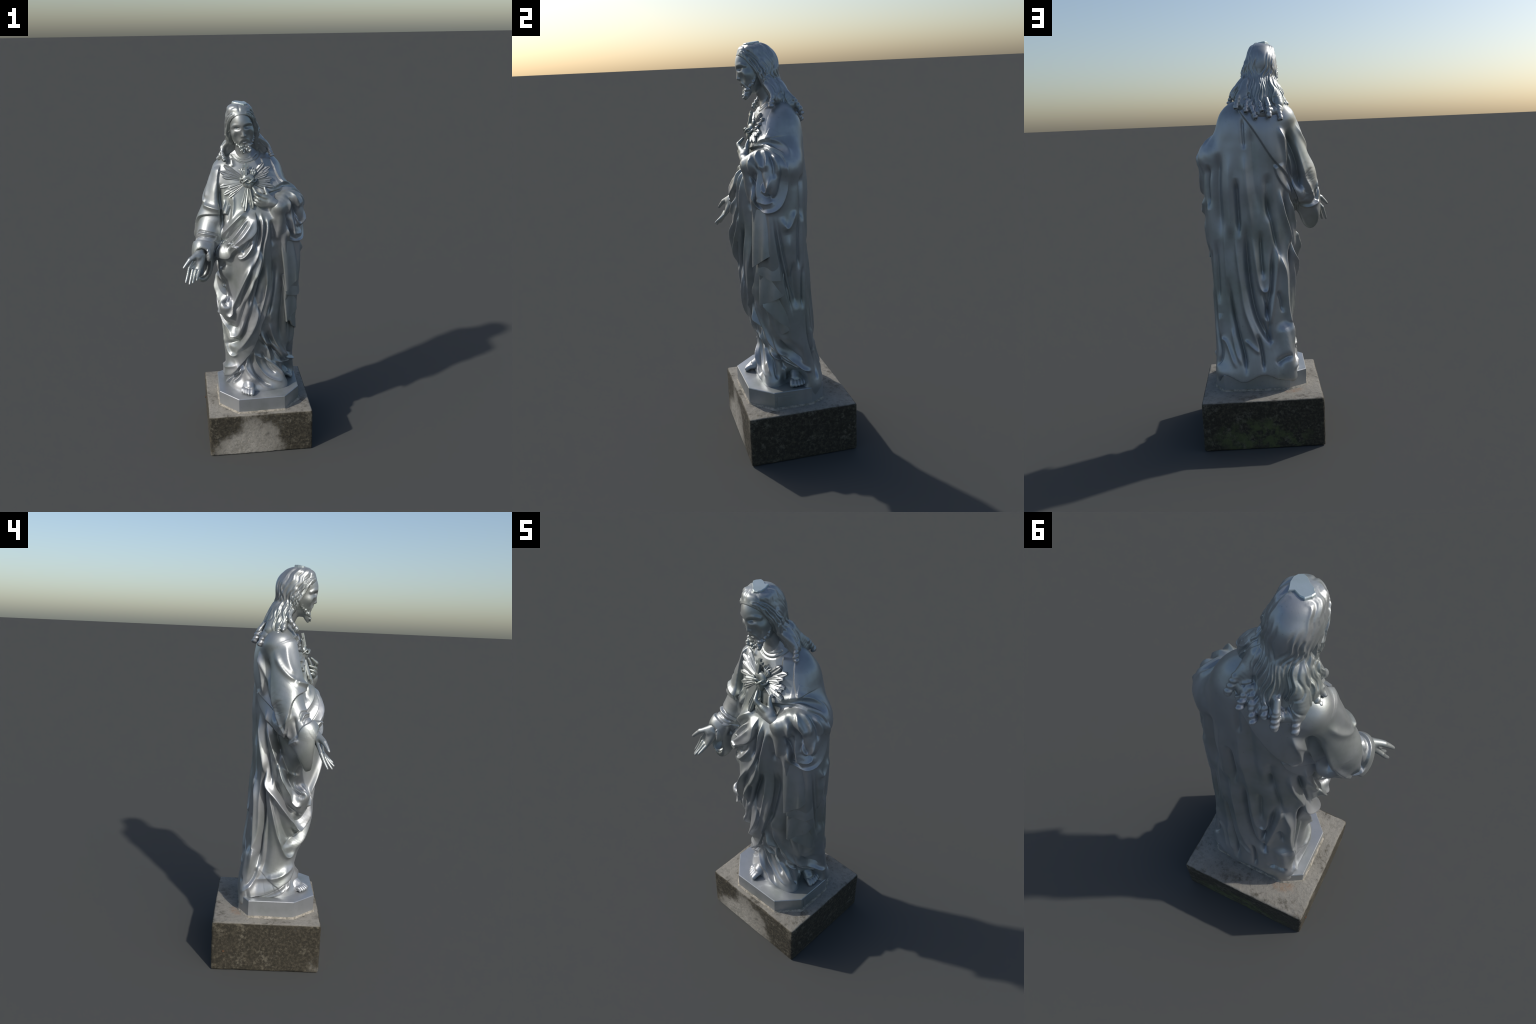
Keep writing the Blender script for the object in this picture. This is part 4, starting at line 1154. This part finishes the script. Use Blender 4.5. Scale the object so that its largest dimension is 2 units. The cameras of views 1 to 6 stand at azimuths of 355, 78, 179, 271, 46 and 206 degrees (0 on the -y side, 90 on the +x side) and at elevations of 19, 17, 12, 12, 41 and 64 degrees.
for V_, Q_ in FALLS:
    me = make_mesh("hanging_fold", V_, Q_)
    me.set_sharp_from_angle(angle=math.radians(50))
    add("hanging_fold", me, silver, root)
head_object = add("head", make_mesh("head", FV, FQ), silver, root)
hair_object = add("hair", make_mesh("hair", locks.V, locks.Q), silver, head_object)
for V_, Q_ in ((RHV, RHQ), (LHV, LHQ)):
    add("hand", make_mesh("hand", V_, Q_), silver, root)
for V_, Q_ in ((RFV, RFQ), (LFV, LFQ)):
    add("foot", make_mesh("foot", V_, Q_), silver, root)

# --- heart with crown of thorns, flames, cross and rays
heart_object = add("heart", make_mesh("heart", HTV, HTQ), silver, root)
add("crown_of_thorns", make_mesh("crown_of_thorns", TV, TQ), silver, heart_object)
add("flames", make_mesh("flames", FLV, FLQ), silver, heart_object)
for x, z, w in RAYS:
    P, _ = robe.lay(0, [(x, z), (x * 0.9, z * 0.9 + 0.1588)], 4)
    end = V3(x, P[0][1] - 0.010, z)
    d = end - HEART
    add("ray", bar(HEART + d * 0.15, end, w * 0.65, w * 1.3, 0.008), silver, heart_object)


def cross_mesh(c, tilt):
    """Small latin cross leaning back with the chest."""
    out = [(-6, -33), (6, -33), (6, 11), (18, 11), (18, 23), (6, 23), (6, 34), (-6, 34), (-6, 23), (-18, 23), (-18, 11), (-6, 11)]
    v = []
    for y, k in ((0.007, 1.0), (-0.004, 1.0), (-0.0062, 0.80)):
        for x, z in out:
            z0, dx = z / 1000, x / 1000
            if k < 1:
                dx -= math.copysign(0.0012, dx)
                z0 -= math.copysign(0.0012, z0 - 0.017) if abs(z) != 33 else -0.0012
            v.append((c[0] + dx, c[1] + y * math.cos(tilt) - z0 * math.sin(tilt), c[2] + y * math.sin(tilt) + z0 * math.cos(tilt)))
    n = len(out)
    f = [tuple(range(2 * n, 3 * n)), tuple(range(n))[::-1]]
    for k in (0, n):
        f += [(k + i, k + (i + 1) % n, k + n + (i + 1) % n, k + n + i) for i in range(n)]
    me = bpy.data.meshes.new("cross")
    me.from_pydata(v, [], f)
    return me


add("cross", cross_mesh((-0.001, -0.120, 1.652), math.radians(-14)), silver, heart_object)


def plate_mesh():
    top = lambda x, y: 2.0000 - (-0.058 - y) * 0.10 - (x + 0.060) * 0.05
    n = len(PLATE)
    c = np.mean(PLATE, 0)
    v = [(x, y, top(x, y) - 0.028) for x, y in PLATE] + [(x, y, top(x, y) - 0.003) for x, y in PLATE]
    v += [(c[0] + (x - c[0]) * 0.93, c[1] + (y - c[1]) * 0.93, top(x, y)) for x, y in PLATE]
    f = [tuple(range(n))[::-1], tuple(range(2 * n, 3 * n))]
    for k in (0, n):
        f += [(k + i, k + (i + 1) % n, k + n + (i + 1) % n, k + n + i) for i in range(n)]
    me = bpy.data.meshes.new("broken_plate")
    me.from_pydata(v, [], f)
    return me


add("broken_plate", plate_mesh(), plate_metal, head_object)


# --- plinth and block
def prism(poly, z0, z1, bevel=0.0):
    """Upright prism; the upper rim is chamfered."""
    n = len(poly)
    c = np.mean(poly, 0)
    L = [(z0, 0.0), (z1 - bevel, 0.0), (z1, bevel)] if bevel else [(z0, 0), (z1, 0)]
    v = []
    for z, inset in L:
        for x, y in poly:
            d = np.array([x, y]) - c
            k = 1 - inset / np.linalg.norm(d)
            v.append((c[0] + d[0] * k, c[1] + d[1] * k, z))
    f = [tuple(range(n))[::-1], tuple(range((len(L) - 1) * n, len(L) * n))]
    for r in range(len(L) - 1):
        f += [(r * n + i, r * n + (i + 1) % n, (r + 1) * n + (i + 1) % n, (r + 1) * n + i) for i in range(n)]
    me = bpy.data.meshes.new("prism")
    me.from_pydata(v, [], f)
    return me


OCT = [(-0.075, -0.245), (0.19, -0.234), (0.284, -0.125), (0.284, 0.065), (0.237, 0.138), (-0.10, 0.146), (-0.187, 0.093), (-0.181, -0.137)]
plinth = add("plinth", prism(OCT, 0.262, 0.346, 0.003), silver, root)
oc = np.mean(OCT, 0)


def mortar_bed():
    """Smeared bed of mortar around the foot of the plinth."""
    v, f, N = [], [], 160
    per = [np.array(p) for p in OCT]
    seg = [np.linalg.norm(per[(i + 1) % 8] - per[i]) for i in range(8)]
    for j in range(N):
        s = j / N * sum(seg)
        i = 0
        while s > seg[i]:
            s -= seg[i]
            i += 1
        p = per[i] + (per[(i + 1) % 8] - per[i]) * s / seg[i]
        o = (p - oc) / np.linalg.norm(p - oc)
        w = 0.008 + 0.010 * abs(noise.noise(Vector((p[0] * 18, p[1] * 18, 0.3))))
        h = 0.2655 + 0.003 * noise.noise(Vector((p[0] * 25, p[1] * 25, 2.0)))
        for a, z in ((-0.004, 0.262), (-0.003, h), (0.002, h - 0.001), (w, 0.2525)):
            q = p + o * a
            v.append((q[0], q[1], z))
    for j in range(N):
        k = (j + 1) % N
        f += [(j * 4 + r, k * 4 + r, k * 4 + r + 1, j * 4 + r + 1) for r in range(3)]
    me = bpy.data.meshes.new("mortar_bed")
    me.from_pydata(v, [], f)
    me.polygons.foreach_set("use_smooth", [True] * len(f))
    return me


add("mortar_bed", mortar_bed(), mortar, plinth)
# small cast maker's panel with rows of worn relief on the plinth's left face
panel = add("panel", box_mesh((0.2845, -0.058, 0.300), (0.0016, 0.052, 0.026)), silver, plinth)
for k, (y0, half) in enumerate(((-0.055, 0.030), (-0.055, 0.034), (-0.056, 0.033), (-0.054, 0.026))):
    add("relief_line", box_mesh((0.2862, y0, 0.3145 - 0.0095 * k), (0.0012, half, 0.0022)), silver, panel)


def block_mesh():
    """Concrete block with worn, slightly crumbled edges."""
    cor = [V3(-0.251, -0.2785, 0), V3(0.3505, -0.2665, 0), V3(0.346, 0.2815, 0), V3(-0.267, 0.271, 0)]
    sol = Solid((-0.28, -0.295, -0.012), (0.365, 0.295, 0.27), 0.008)

    def f(X, Y, Z):
        d = np.maximum(Z - 0.256, -Z - 0.004) + 0 * X + 0 * Y
        dd = [d]
        for i in range(4):
            a, b = cor[i], cor[(i + 1) % 4]
            t = (b - a)[:2] / np.linalg.norm((b - a)[:2])
            dd.append((X - a[0]) * t[1] - (Y - a[1]) * t[0] + 0 * Z)
        r = 0.007
        q = [np.maximum(x + r, 0) for x in dd]
        return np.sqrt(sum(x * x for x in q)) - r + np.minimum(np.maximum.reduce(dd) + r, 0)
    sol.put(f, sol.low, sol.low + sol.n * sol.h, 0.0)
    V, Q = sol.mesh()
    V, Q = refine(V, Q)
    N = vertex_normals(V, Q)
    rim = np.exp(-((np.abs(N).max(1) - 0.70) / 0.18) ** 2)      # rounded edges crumble most
    for i, p in enumerate(V):
        a = noise.fractal(Vector(p) * 22, 1.0, 2.0, 4)
        b = noise.noise(Vector(p) * 60)
        V[i] = p + N[i] * (0.0009 * a + 0.0006 * b - rim[i] * 0.005 * max(0.0, a + 0.15))
    V[:, 2] = np.maximum(V[:, 2], 0.0)
    return make_mesh("block", V, Q)


block = add("block", block_mesh(), concrete, root)
add("iron_stub", box_mesh((-0.262, 0.208, 0.104), (0.009, 0.005, 0.004)), rusty, block)
